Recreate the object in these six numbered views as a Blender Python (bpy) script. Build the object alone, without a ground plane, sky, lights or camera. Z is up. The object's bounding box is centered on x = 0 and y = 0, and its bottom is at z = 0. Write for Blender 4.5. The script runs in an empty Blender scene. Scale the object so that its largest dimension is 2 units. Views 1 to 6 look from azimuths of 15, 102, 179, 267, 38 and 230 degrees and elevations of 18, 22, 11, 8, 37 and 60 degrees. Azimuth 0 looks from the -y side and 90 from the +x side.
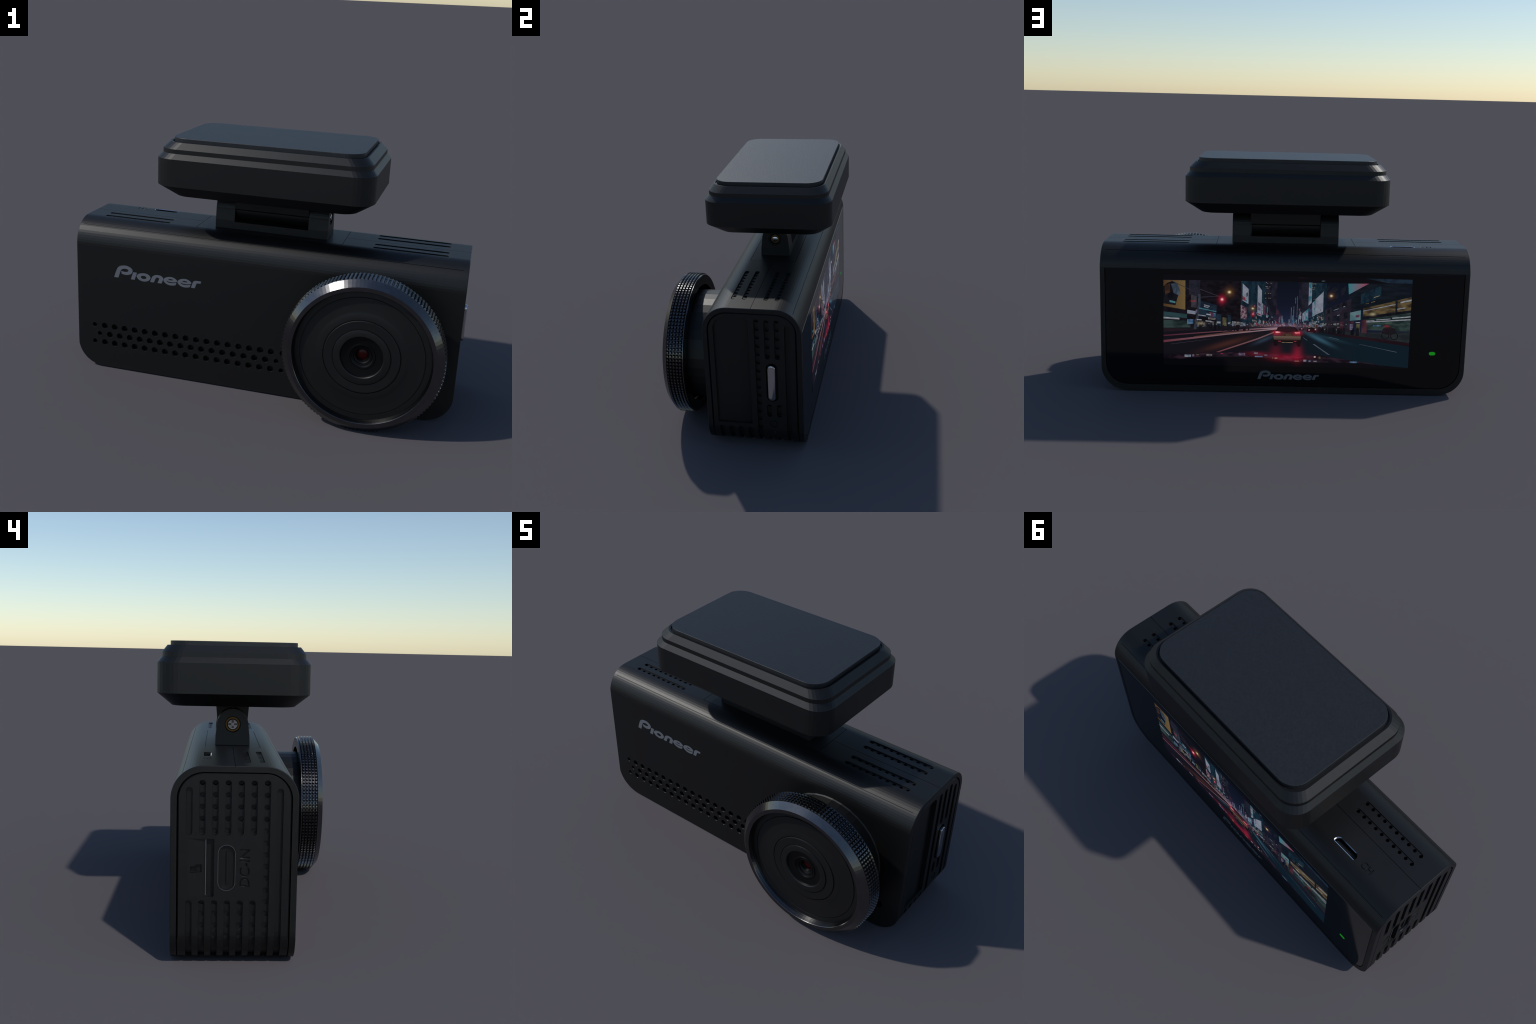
"""Black dash camera: rounded box body, knurled lens ring, rear display,
hinged mount with adhesive pad.  Metres, z up, front (lens) faces -y."""
import bpy, bmesh, math, random
from mathutils import Vector, Matrix

random.seed(7)
COL = bpy.context.scene.collection

# ------------------------------------------------------------------ helpers
def mesh_obj(name, verts, faces, mat=None, smooth=False):
    me = bpy.data.meshes.new(name)
    me.from_pydata([tuple(v) for v in verts], [], [tuple(f) for f in faces])
    me.update()
    ob = bpy.data.objects.new(name, me)
    COL.objects.link(ob)
    if mat:
        me.materials.append(mat)
    if smooth:
        me.polygons.foreach_set('use_smooth', [True] * len(me.polygons))
    return ob

def fix_normals(ob):
    bm = bmesh.new(); bm.from_mesh(ob.data)
    bmesh.ops.recalc_face_normals(bm, faces=bm.faces)
    bm.to_mesh(ob.data); bm.free()
    return ob

def loft(name, rings, mat=None, caps=True, smooth=False):
    """Skin a list of closed rings that have equal vertex counts."""
    n = len(rings[0]); verts = [p for r in rings for p in r]; faces = []
    for k in range(len(rings) - 1):
        for i in range(n):
            j = (i + 1) % n
            faces.append((k * n + i, k * n + j, (k + 1) * n + j, (k + 1) * n + i))
    if caps:
        faces.append(tuple(range(n - 1, -1, -1)))
        faces.append(tuple((len(rings) - 1) * n + i for i in range(n)))
    return fix_normals(mesh_obj(name, verts, faces, mat, smooth))

def arc(cx, cy, r, a0, a1, n):
    return [(cx + r * math.cos(math.radians(a0 + (a1 - a0) * i / n)),
             cy + r * math.sin(math.radians(a0 + (a1 - a0) * i / n))) for i in range(n + 1)]

def prism(name, pts2, axis, lo, hi, mat=None):
    """Extrude a 2-D outline along an axis.  x: (y,z)  y: (x,z)  z: (x,y)"""
    put = {'x': lambda p, t: (t, p[0], p[1]), 'y': lambda p, t: (p[0], t, p[1]),
           'z': lambda p, t: (p[0], p[1], t)}[axis]
    return loft(name, [[put(p, lo) for p in pts2], [put(p, hi) for p in pts2]], mat)

def box2(x0, y0, x1, y1):
    return [(x0, y0), (x1, y0), (x1, y1), (x0, y1)]

def round_rect(cx, cy, hx, hy, r, n=6):
    return (arc(cx + hx - r, cy + hy - r, r, 0, 90, n) + arc(cx - hx + r, cy + hy - r, r, 90, 180, n)
            + arc(cx - hx + r, cy - hy + r, r, 180, 270, n) + arc(cx + hx - r, cy - hy + r, r, 270, 360, n))

def stadium(x0, y0, x1, y1, r, n=8):
    """Slot outline around the segment (x0,y0)-(x1,y1)."""
    a = math.degrees(math.atan2(y1 - y0, x1 - x0))
    return arc(x1, y1, r, a - 90, a + 90, n) + arc(x0, y0, r, a + 90, a + 270, n)

def round_poly(pts, r, n=4):
    """Round every corner of an outline with a small quadratic curve."""
    out = []
    for i, b in enumerate(pts):
        a, c = Vector(pts[i - 1]), Vector(pts[(i + 1) % len(pts)]); b = Vector(b)
        p0 = b + (a - b).normalized() * min(r, (a - b).length * 0.45)
        p2 = b + (c - b).normalized() * min(r, (c - b).length * 0.45)
        for k in range(n + 1):
            u = k / n
            out.append(tuple(p0 * (1 - u) ** 2 + b * (2 * u * (1 - u)) + p2 * u * u))
    return out

def circle2(cx, cy, r, n=16):
    return arc(cx, cy, r, 0, 360 - 360 / n, n - 1)

def join(name, obs):
    bm = bmesh.new()
    for o in obs:
        me = o.data.copy(); me.transform(o.matrix_world)
        bm.from_mesh(me)
        bpy.data.meshes.remove(me)
    me = bpy.data.meshes.new(name); bm.to_mesh(me); bm.free()
    for m in obs[0].data.materials:
        me.materials.append(m)
    for o in obs:
        bpy.data.objects.remove(o)
    ob = bpy.data.objects.new(name, me); COL.objects.link(ob)
    return ob

def boolean(ob, cutters, op='DIFFERENCE'):
    if isinstance(cutters, (list, tuple)):
        cutters = join('cutter', list(cutters))
    m = ob.modifiers.new('b', 'BOOLEAN')
    m.operation = op; m.object = cutters; m.solver = 'EXACT'
    bpy.context.view_layer.update()
    dg = bpy.context.evaluated_depsgraph_get()
    me = bpy.data.meshes.new_from_object(ob.evaluated_get(dg))
    mats = list(ob.data.materials)
    ob.modifiers.clear(); old = ob.data; ob.data = me
    me.materials.clear()
    for k in mats:
        me.materials.append(k)
    me.polygons.foreach_set('material_index', [0] * len(me.polygons))
    bpy.data.meshes.remove(old); bpy.data.objects.remove(cutters)
    return ob

def lathe(name, profile, cx, cz, n, mat=None, smooth=False, closed=False):
    """Turn (radius, y) profile round the lens axis (parallel to y)."""
    verts, faces, idx = [], [], []
    for r, y in profile:
        if r < 1e-6:
            idx.append([len(verts)] * n); verts.append((cx, y, cz))
        else:
            idx.append(list(range(len(verts), len(verts) + n)))
            verts += [(cx + r * math.cos(2 * math.pi * i / n), y, cz + r * math.sin(2 * math.pi * i / n))
                      for i in range(n)]
    pairs = list(zip(idx, idx[1:])) + ([(idx[-1], idx[0])] if closed else [])
    for a, b in pairs:
        for i in range(n):
            j = (i + 1) % n
            f = []
            for v in (a[i], a[j], b[j], b[i]):
                if v not in f:
                    f.append(v)
            if len(f) > 2:
                faces.append(f)
    ob = fix_normals(mesh_obj(name, verts, faces, mat, smooth))
    return ob

def smooth_by_angle(ob, deg):
    me = ob.data
    me.polygons.foreach_set('use_smooth', [True] * len(me.polygons))
    me.set_sharp_from_angle(angle=math.radians(deg))
    return ob

def text_solid(body, size, depth, bold=0.0):
    cu = bpy.data.curves.new('text', 'FONT')
    cu.body = body; cu.size = size; cu.extrude = depth / 2; cu.offset = bold
    cu.align_x = 'CENTER'; cu.align_y = 'CENTER'; cu.resolution_u = 4
    ob = bpy.data.objects.new('text', cu); COL.objects.link(ob)
    bpy.context.view_layer.update()
    me = bpy.data.meshes.new_from_object(ob.evaluated_get(bpy.context.evaluated_depsgraph_get()))
    bm = bmesh.new(); bm.from_mesh(me)
    bmesh.ops.remove_doubles(bm, verts=bm.verts, dist=1e-5)
    bmesh.ops.recalc_face_normals(bm, faces=bm.faces)
    bm.to_mesh(me); bm.free()
    bpy.data.objects.remove(ob); bpy.data.curves.remove(cu)
    o = bpy.data.objects.new('text_solid', me); COL.objects.link(o)
    return o

def place(ob, right, up, origin):
    """Move a mesh drawn in the xy plane so that x->right, y->up, centred at origin."""
    r, u = Vector(right), Vector(up)
    m = Matrix.Identity(4)
    for k, v in enumerate((r, u, r.cross(u))):
        for i in range(3):
            m[i][k] = v[i]
    for i in range(3):
        m[i][3] = origin[i]
    ob.data.transform(m)
    return ob

# ---------------------------------------------------------------- materials
def principled(name, color, rough=0.5, metal=0.0, spec=0.5, **kw):
    m = bpy.data.materials.new(name); m.use_nodes = True
    b = m.node_tree.nodes['Principled BSDF']
    b.inputs['Base Color'].default_value = (*color, 1)
    b.inputs['Roughness'].default_value = rough
    b.inputs['Metallic'].default_value = metal
    b.inputs['Specular IOR Level'].default_value = spec
    for k, v in kw.items():
        b.inputs[k].default_value = v
    return m

def add_grain(m, scale, amount, rough_amount=0.0, stretch=(1, 1, 1), bump=0.0, dist=0.001):
    """Fine procedural variation of base colour, gloss and surface."""
    nt = m.node_tree; N, L = nt.nodes, nt.links; b = N['Principled BSDF']
    tc = N.new('ShaderNodeTexCoord'); mp = N.new('ShaderNodeMapping'); ns = N.new('ShaderNodeTexNoise')
    mp.inputs['Scale'].default_value = stretch
    ns.inputs['Scale'].default_value = scale; ns.inputs['Detail'].default_value = 4
    L.new(tc.outputs['Object'], mp.inputs['Vector']); L.new(mp.outputs['Vector'], ns.inputs['Vector'])
    c = b.inputs['Base Color'].default_value[:3]
    rmp = N.new('ShaderNodeValToRGB')
    rmp.color_ramp.elements[0].position = 0.3; rmp.color_ramp.elements[1].position = 0.7
    rmp.color_ramp.elements[0].color = (*[v * (1 - amount) for v in c], 1)
    rmp.color_ramp.elements[1].color = (*[v * (1 + amount) for v in c], 1)
    L.new(ns.outputs['Fac'], rmp.inputs['Fac']); L.new(rmp.outputs['Color'], b.inputs['Base Color'])
    if rough_amount:
        r = b.inputs['Roughness'].default_value
        mr = N.new('ShaderNodeMapRange')
        mr.inputs['To Min'].default_value = r - rough_amount; mr.inputs['To Max'].default_value = r + rough_amount
        L.new(ns.outputs['Fac'], mr.inputs['Value']); L.new(mr.outputs['Result'], b.inputs['Roughness'])
    if bump:
        bp = N.new('ShaderNodeBump'); bp.inputs['Strength'].default_value = bump; bp.inputs['Distance'].default_value = dist
        L.new(ns.outputs['Fac'], bp.inputs['Height']); L.new(bp.outputs['Normal'], b.inputs['Normal'])
    return m

PLASTIC = add_grain(principled('black_plastic', (0.0046, 0.0047, 0.0048), 0.44, 0, 0.43), 60, 0.10, 0.02)
HINGE = add_grain(principled('hinge_plastic', (0.0046, 0.0047, 0.0048), 0.46, 0, 0.43), 60, 0.10, 0.03)
PAD = principled('adhesive_foam', (0.0130, 0.0146, 0.0175), 0.47, 0, 0.5)
def foam_texture(mat):
    """Small embossed cells over a faint mottled colour."""
    add_grain(mat, 150, 0.22, 0.04, stretch=(1, 0.6, 1))
    N, L = mat.node_tree.nodes, mat.node_tree.links
    tc = N.new('ShaderNodeTexCoord'); mp = N.new('ShaderNodeMapping'); vo = N.new('ShaderNodeTexVoronoi'); bp = N.new('ShaderNodeBump')
    mp.inputs['Scale'].default_value = (80, 110, 40); mp.inputs['Rotation'].default_value = (0, 0, 0.5)
    vo.inputs['Scale'].default_value = 1.0; vo.inputs['Randomness'].default_value = 0.85
    bp.inputs['Strength'].default_value = 0.30; bp.inputs['Distance'].default_value = 0.0012
    L.new(tc.outputs['Object'], mp.inputs['Vector']); L.new(mp.outputs['Vector'], vo.inputs['Vector'])
    L.new(vo.outputs['Distance'], bp.inputs['Height']); L.new(bp.outputs['Normal'], N['Principled BSDF'].inputs['Normal'])
foam_texture(PAD)
METAL = add_grain(principled('dark_metal', (0.130, 0.130, 0.134), 0.19, 1.0), 40, 0.08, 0.02)
CHROME = add_grain(principled('bright_metal', (0.62, 0.63, 0.65), 0.14, 1.0), 80, 0.05, 0.02)
COPPER = principled('bronze_washer', (0.16, 0.075, 0.015), 0.5, 0.6)
LENS_RIM = add_grain(principled('lens_rim_plastic', (0.0048, 0.0049, 0.0050), 0.48, 0, 0.43), 90, 0.08, 0.02)
LENS_DARK = principled('lens_bore', (0.003, 0.003, 0.0035), 0.40, 0, 0.2)
LENS_RED = principled('red_lens_coating', (0.055, 0.0025, 0.003), 0.25, 0, 0.2)
EDGE_METAL = add_grain(principled('port_metal', (0.36, 0.36, 0.39), 0.30, 1.0), 80, 0.05, 0.02)
GLASS = principled('display_glass', (0.0025, 0.0025, 0.003), 0.07, 0, 0.5)
PRINT = principled('grey_print', (0.150, 0.160, 0.180), 0.5, 0, 0.3)
PRINT_BACK = principled('dim_grey_print', (0.10, 0.11, 0.125), 0.4, 0, 0.3)
LED = principled('green_light', (0.0, 0.05, 0.0), 0.3)
LED.node_tree.nodes['Principled BSDF'].inputs['Emission Color'].default_value = (0.004, 0.17, 0.006, 1)
LED.node_tree.nodes['Principled BSDF'].inputs['Emission Strength'].default_value = 1.0

ROOT = bpy.data.objects.new('dash_camera', None); COL.objects.link(ROOT)
ROOT['label'] = 'black dash camera with knurled lens ring and rear display'
ROOT['category'] = 'dash camera'

def child(ob, parent=ROOT, kind=None):
    ob.parent = parent
    if kind:
        ob['kind'] = kind
    return ob

# ------------------------------------------------------------- main body
Y0, Y1, Z0, Z1 = -0.170, 0.327, 0.004, 0.807     # front, back, bottom, top
RT, RB = 0.130, 0.140                            # top edge radius, lower corner radius
SEG = 16
# The power button stands out on the +x side, so the body itself sits a little
# towards -x: body parts are drawn with half-length 1 and then settled into place.
CX, HX = -0.0065, 0.9935
def ux(x):
    return (x - CX) / HX
def settle(ob):
    ob.data.transform(Matrix.Translation((CX, 0, 0)) @ Matrix.Diagonal((HX, 1, 1, 1)))
    return ob

def section(d=0.0, zlow=Z0):
    """Body cross-section in (y, z), shrunk by d: square below, rounded on top."""
    return ([(Y0 + d, zlow), (Y1 - d, zlow)] + arc(Y1 - RT, Z1 - RT, RT - d, 0, 90, SEG)
            + arc(Y0 + RT, Z1 - RT, RT - d, 90, 180, SEG))

def front_outline(d=0.0, top=1.0):
    """Body seen from the front in (x, z): square top, rounded lower corners."""
    return (arc(-1 + RB, Z0 + RB, RB - d, 180, 270, 14) + arc(1 - RB, Z0 + RB, RB - d, 270, 360, 14)
            + [(1 - d, top), (-1 + d, top)])

def at_x(pts, x):
    return [(x, y, z) for y, z in pts]

CH = 0.003
shell = loft('body_shell', [at_x(section(CH), -1.0), at_x(section(), -1 + CH),
                            at_x(section(), 1 - CH), at_x(section(CH), 1.0)], PLASTIC)
boolean(shell, prism('c', front_outline(), 'y', -0.6, 0.6), 'INTERSECT')

# pockets at both ends that take the side panels; a thin rim stays round them
RIM, PANEL_D = 0.0245, 0.16
for s in (-1, 1):
    pts = section(RIM, -0.2)
    boolean(shell, loft('c', [at_x(pts, s * (1 - PANEL_D)), at_x(pts, s * 1.2)]))

# recess for the display glass
GX, GZ0, GZ1, GR = 0.971, 0.040, 0.682, 0.118
def glass_outline(d):
    return (arc(-GX + GR, GZ0 + GR, GR + d, 180, 270, 12) + arc(GX - GR, GZ0 + GR, GR + d, 270, 360, 12)
            + [(GX + d, GZ1 + d), (-GX - d, GZ1 + d)])
cut = prism('c', glass_outline(0.003), 'y', Y1 - 0.012, 0.5)
boolean(shell, cut)

# slots in the top
TOP_D = 0.005
top_slots = [(sx, y) for sx in (-1, 1) for y in (-0.030, 0.0265)] + [(1, y) for y in (0.1355, 0.192)]
cuts = []
for sx, y in top_slots:
    cuts.append(prism('c', stadium(sx * 0.544, y, sx * 0.886, y, 0.0118), 'z', Z1 - TOP_D, 1.0))
# socket on the top (flattened hexagon) and lettering beside it
usb = [(ux(x), y) for x, y in ((-0.580, 0.188), (-0.593, 0.174), (-0.698, 0.174), (-0.713, 0.188), (-0.713, 0.209), (-0.580, 0.209))]
cuts.append(prism('c', round_poly(usb, 0.006), 'z', Z1 - 0.05, 1.0))
boolean(shell, cuts)
# hair-line seams: middle of the top, hinge base plate, along both rounded edges
SW, SD = 0.0011, 0.005
cuts = []
for s in (-1, 1):
    xa, xb = sorted((s * 0.387, s * 1.01))
    cuts.append(prism('c', box2(xa, 0.0795 - SW, xb, 0.0795 + SW), 'z', Z1 - SD, 1.0))
boolean(shell, cuts)
PX0, PX1, PY0, PY1 = -0.382, 0.382, -0.046, 0.205
boolean(shell, [prism('c', box2(PX0 - SW, PY0 - SW, PX0 + SW, PY1 + SW), 'z', Z1 - SD, 1.0),
                prism('c', box2(PX1 - SW, PY0 - SW, PX1 + SW, PY1 + SW), 'z', Z1 - SD, 1.0)])
boolean(shell, [prism('c', box2(PX0, PY0 - SW, PX1, PY0 + SW), 'z', Z1 - SD, 1.0),
                prism('c', box2(PX0, PY1 - SW, PX1, PY1 + SW), 'z', Z1 - SD, 1.0)])
cuts = []
for cy, ang in ((Y0 + RT, 131.0), (Y1 - RT, 48.7)):
    a = math.radians(ang); c, s_ = math.cos(a), math.sin(a); cz = Z1 - RT
    q = [(cy + c * r - s_ * w, cz + s_ * r + c * w) for r, w in
         ((RT - SD, -SW), (RT + 0.03, -SW), (RT + 0.03, SW), (RT - SD, SW))]
    cuts.append(prism('c', q, 'x', -0.978, 0.974))
boolean(shell, cuts)
# round holes: in the top slots and three staggered rows on the front
cuts = []
for sx, y in top_slots:
    for i in range(10):
        cuts.append(prism('c', circle2(sx * (0.545 + 0.0382 * i), y, 0.0088, 12), 'z', Z1 - 0.05, Z1 - 0.002))
PITCH = 0.05745
for row, (x0, z, n) in enumerate(((-0.904, 0.2365, 19), (-0.875, 0.189, 18), (-0.904, 0.142, 19))):
    for i in range(n):
        r = 0.0112 if i in (0, n - 1) else 0.0157
        cuts.append(loft('c', [[(px, -0.138, pz) for px, pz in circle2(ux(x0 + PITCH * i), z, r, 18)],
                               [(px, Y0 + 0.003, pz) for px, pz in circle2(ux(x0 + PITCH * i), z, r, 18)],
                               [(px, Y0 - 0.003, pz) for px, pz in circle2(ux(x0 + PITCH * i), z, r + 0.003, 18)]]))
boolean(shell, cuts)
t = text_solid('CH', 0.046, 0.01, 0.0004)
boolean(shell, place(t, (-1, 0, 0), (0, -1, 0), (ux(-0.776), 0.191, Z1)))
# small notch low on the front, next to the lens
boolean(shell, prism('c', circle2(ux(0.864), 0.162, 0.027, 24), 'y', Y0 - 0.02, Y0 + 0.035))
child(settle(shell))

# socket insert
ins = prism('top_socket', [(ux(x), y) for x, y in ((-0.588, 0.190), (-0.598, 0.180), (-0.695, 0.180), (-0.706, 0.190), (-0.706, 0.198), (-0.588, 0.198))], 'z', Z1 - 0.055, Z1 - 0.024, HINGE)
child(settle(ins))
def shrink(pts, d):
    cx = sum(x for x, _ in pts) / len(pts); cy = sum(y for _, y in pts) / len(pts)
    return [(x - math.copysign(d, x - cx), y - math.copysign(d, y - cy)) for x, y in pts]
outer, inner = round_poly(usb, 0.006), round_poly(shrink(usb, 0.0030), 0.005)
rim = loft('socket_rim', [[(x, y, z) for x, y in o] for o, z in ((outer, Z1 - 0.012), (outer, Z1 + 0.0003), (inner, Z1 - 0.0012), (inner, Z1 - 0.012))], CHROME, caps=False)
child(settle(rim))

# ------------------------------------------------------------- side panels
def side_slot_path(s, zt, depth, y, w):
    """Groove that runs down a side face and round the lower corner, as a solid to cut away."""
    over = 0.02
    a0 = 180 + (math.degrees(math.asin((Z0 + RB - zt) / RB)) if zt < Z0 + RB else 0)
    turn = lambda r, p, q: [(s * -px, pz) for px, pz in arc(-1 + RB, Z0 + RB, r, p, q, 10)]
    out = ([(s * (1 + over), zt)] if zt > Z0 + RB else []) + turn(RB + over, a0, 270) + [(s * 0.845, Z0 - over)]
    inn = [(s * 0.845, Z0 + depth)] + turn(RB - depth, 270, a0) + ([(s * (1 - depth), zt)] if zt > Z0 + RB else [])
    return prism('c', out + inn, 'y', y - w, y + w)

def side_stadium(s, y, z0, z1, w, depth):
    return prism('c', stadium(y, z0 + w, y, z1 - w, w), 'x', *sorted((s * (1 - depth), s * 1.1)))

def side_end(s, y, z, w, depth):
    return prism('c', circle2(y, z, w, 16), 'x', *sorted((s * (1 - depth), s * 1.1)))

W, D = 0.0128, 0.0145
def side_panel(s):
    g = RIM + 0.004
    ob = loft('side_panel', [at_x(section(g, -0.1), s * (1 - PANEL_D + 0.002)), at_x(section(g, -0.1), s * (1 - 0.0060)),
                             at_x(section(g + 0.004, -0.1), s * (1 - 0.0010))], PLASTIC)
    return boolean(ob, prism('c', front_outline(0.0005), 'y', -0.6, 0.6), 'INTERSECT')

left = side_panel(-1)
cols = [0.254, 0.204, 0.154, 0.104, 0.054, 0.004]
cuts = [side_stadium(-1, 0.254, 0.535, 0.724, W, D)]
cuts += [side_stadium(-1, y, 0.535, 0.752, W, D) for y in cols[1:]]
cuts += [side_slot_path(-1, 0.263, D, y, W) for y in cols]
cuts += [side_slot_path(-1, 0.740, D, -0.047, W), side_slot_path(-1, 0.709, D, -0.097, W)]
# card slot: rectangular recess whose floor slopes down towards the front
cuts.append(loft('c', [[(-1.1, 0.257, 0.2885), (-1.1, 0.257, 0.5215), (-1.1, 0.158, 0.5215), (-1.1, 0.158, 0.2885)],
                       [(-0.9975, 0.257, 0.2885), (-0.9975, 0.257, 0.5215), (-0.984, 0.158, 0.5215), (-0.984, 0.158, 0.2885)]]))
cuts.append(prism('c', stadium(0.107, 0.347, 0.107, 0.463, 0.0355, 12), 'x', -1.1, -0.985))
boolean(left, cuts)
cuts = [side_end(-1, y, 0.263, W, D - 0.0004) for y in cols]
cuts += [side_end(-1, -0.047, 0.740, W, D - 0.0004), side_end(-1, -0.097, 0.709, W, D - 0.0004)]
cuts.append(prism('c', round_poly(box2(0.156, 0.2890, 0.187, 0.5210), 0.008), 'x', -1.1, -0.977))
boolean(left, cuts)
cuts = []
for y in cols[1:]:
    for z in [0.740 - 0.0470 * i for i in range(5)] + [0.266 - 0.0473 * i for i in range(4)]:
        cuts.append(prism('c', circle2(y, z, 0.0108, 12), 'x', -0.992, -0.955 if z > 0.73 else (-0.970 if z > 0.58 else -0.979)))
for i in range(14):
    cuts.append(prism('c', circle2(-0.047, 0.740 - 0.0473 * i, 0.0108, 12), 'x', -0.992, -0.955 if i == 0 else (-0.970 if i < 4 else -0.979)))
boolean(left, cuts)
boolean(left, place(text_solid('DC-IN', 0.0560, 0.020, 0.0010), (0, 0, 1), (0, 1, 0), (-1.0, 0.0345, 0.406)))
icon = [(0.249, 0.383), (0.204, 0.386), (0.204, 0.418), (0.229, 0.417), (0.232, 0.411), (0.249, 0.410)]
boolean(left, prism('c', icon, 'x', -1.1, -0.979))
child(settle(left))
card = prism('flap_edge_glint', box2(0.1870, 0.294, 0.1905, 0.517), 'x', -0.9925, -0.970, EDGE_METAL); child(settle(card))  # bright metal strip modelled for the slot flap's edge catching light
tri = prism('card_icon', [(0.232, 0.401), (0.222, 0.404), (0.219, 0.396)], 'x', -0.989, -0.976, PLASTIC); child(settle(tri))
port = loft('power_port', [[(x, y, z) for y, z in stadium(0.107, 0.347, 0.107, 0.463, r, 12)] for x, r in
            ((-0.992, 0.0345), (-0.9975, 0.0345), (-0.9975, 0.0325), (-0.992, 0.0325))], EDGE_METAL, caps=False)
child(settle(port))
tongue = prism('port_tongue', box2(0.100, 0.344, 0.1075, 0.472), 'x', -0.993, -0.980, PLASTIC); child(settle(tongue))

right = side_panel(1)
BY, BZ0, BZ1 = 0.1740, 0.327, 0.485                # button
cuts = [side_stadium(1, 0.155, 0.536, 0.752, W, D), side_stadium(1, 0.205, 0.536, 0.752, W, D),
        side_stadium(1, 0.155, 0.206, 0.280, W, D), side_stadium(1, 0.205, 0.206, 0.280, W, D),
        side_slot_path(1, 0.740, D, 0.105, W), side_slot_path(1, 0.711, D, 0.255, W),
        prism('c', stadium(BY, BZ0, BY, BZ1, 0.0300, 12), 'x', 0.975, 1.1)]
cuts += [side_slot_path(1, 0.127, D, y, W) for y in (-0.097, -0.047, 0.003, 0.053)]
cuts += [side_slot_path(1, 0.075, D, y, W) for y in (0.155, 0.205)]
# tall window recess: flat floor, then a strip sloping deeper towards the back
win_top = [(-0.1145, 0.158), (0.0640, 0.158), (0.0640, 0.740), (0.050, 0.7555), (-0.068, 0.7555), (-0.098, 0.737), (-0.1145, 0.703)]
cuts.append(prism('c', win_top, 'x', 0.986, 1.1))
boolean(right, cuts)
cuts = [side_end(1, 0.105, 0.740, W, D - 0.0004), side_end(1, 0.255, 0.711, W, D - 0.0004)]
cuts += [side_end(1, y, 0.127, W, D - 0.0004) for y in (-0.097, -0.047, 0.003, 0.053)]
cuts.append(loft('c', [[(0.990, 0.0055, 0.161), (0.990, 0.062, 0.161), (0.990, 0.062, 0.751), (0.990, 0.0055, 0.751)],
                       [(0.9859, 0.0055, 0.161), (0.977, 0.062, 0.161), (0.977, 0.062, 0.751), (0.9859, 0.0055, 0.751)]]))
ring = prism('c', circle2(BY + 0.001, 0.166, 0.021, 24), 'x', 0.992, 1.1)
cuts.append(ring)
boolean(right, cuts)
cuts = [prism('c', circle2(0.105, 0.740 - 0.0463 * i, 0.0108, 12), 'x', 0.975, 0.992) for i in range(14)]
for y in (0.155, 0.205):
    cuts += [prism('c', circle2(y, 0.740 - 0.0475 * i, 0.0108, 12), 'x', 0.975, 0.992) for i in range(5)]
    cuts += [prism('c', circle2(y, z, 0.0108, 12), 'x', 0.975, 0.992) for z in (0.268, 0.221)]
boolean(right, cuts)
boolean(right, place(text_solid('R', 0.044, 0.010), (0, 1, 0), (0, 0, 1), (0.997, 0.178, 0.116)))
child(settle(right))
pin = prism('reset_pin', circle2(BY + 0.001, 0.166, 0.0145, 20), 'x', 0.985, 0.9975, PLASTIC); child(settle(pin))
btn = loft('power_button', [[(x, y, z) for y, z in stadium(BY - 0.001, BZ0 + 0.0, BY - 0.001, BZ1, r, 10)] for x, r in
           ((0.975, 0.0195), (1.009, 0.0195), (1.0118, 0.0175), (1.0131, 0.0135))], CHROME)
smooth_by_angle(btn, 30); child(settle(btn))

# ------------------------------------------------------------ rear display
glass = loft('display_glass', [[(x, y, z) for x, z in glass_outline(d)] for y, d in
             ((Y1 - 0.0115, 0.0), (Y1 - 0.0015, 0.0), (Y1 - 0.0002, -0.0015))], GLASS)
child(settle(glass))
led = prism('indicator_light', stadium(-0.810, 0.2415, -0.826, 0.2415, 0.0095, 8), 'y', Y1 - 0.004, Y1 + 0.0006, LED)
child(led)

# ------------------------------------------------------------- lens
LX, LZ = 0.557, 0.3830
barrel = lathe('lens_barrel', [(0.0, -0.345), (0.290, -0.345), (0.293, -0.340), (0.293, -0.176), (0.298, -0.171), (0.298, -0.160), (0.0, -0.160)], LX, LZ, 36, PLASTIC)
child(barrel)
# ring: inner thread, flat front annulus, chamfer, knurl bed, flat back
NK = 128
RK, RKT = 0.3722, 0.3830
rprof = [(0.3215, -0.299), (0.3735, -0.299), (0.3765, -0.302), (0.3765, -0.3045), (RK, -0.3055), (RK, -0.3885), (0.3770, -0.3909),
         (0.3472, -0.4190), (0.3280, -0.4190), (0.3262, -0.4165), (0.3238, -0.4090), (0.3245, -0.4080), (0.3218, -0.4000), (0.3226, -0.3990),
         (0.3196, -0.3880), (0.3196, -0.365),
         (0.3245, -0.3600), (0.3200, -0.3550), (0.3245, -0.3450), (0.3200, -0.3400), (0.3245, -0.3300), (0.3200, -0.3250), (0.3215, -0.310)]
lens_ring = lathe('lens_ring', rprof, LX, LZ, NK, METAL, closed=True)
child(lens_ring)
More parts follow.
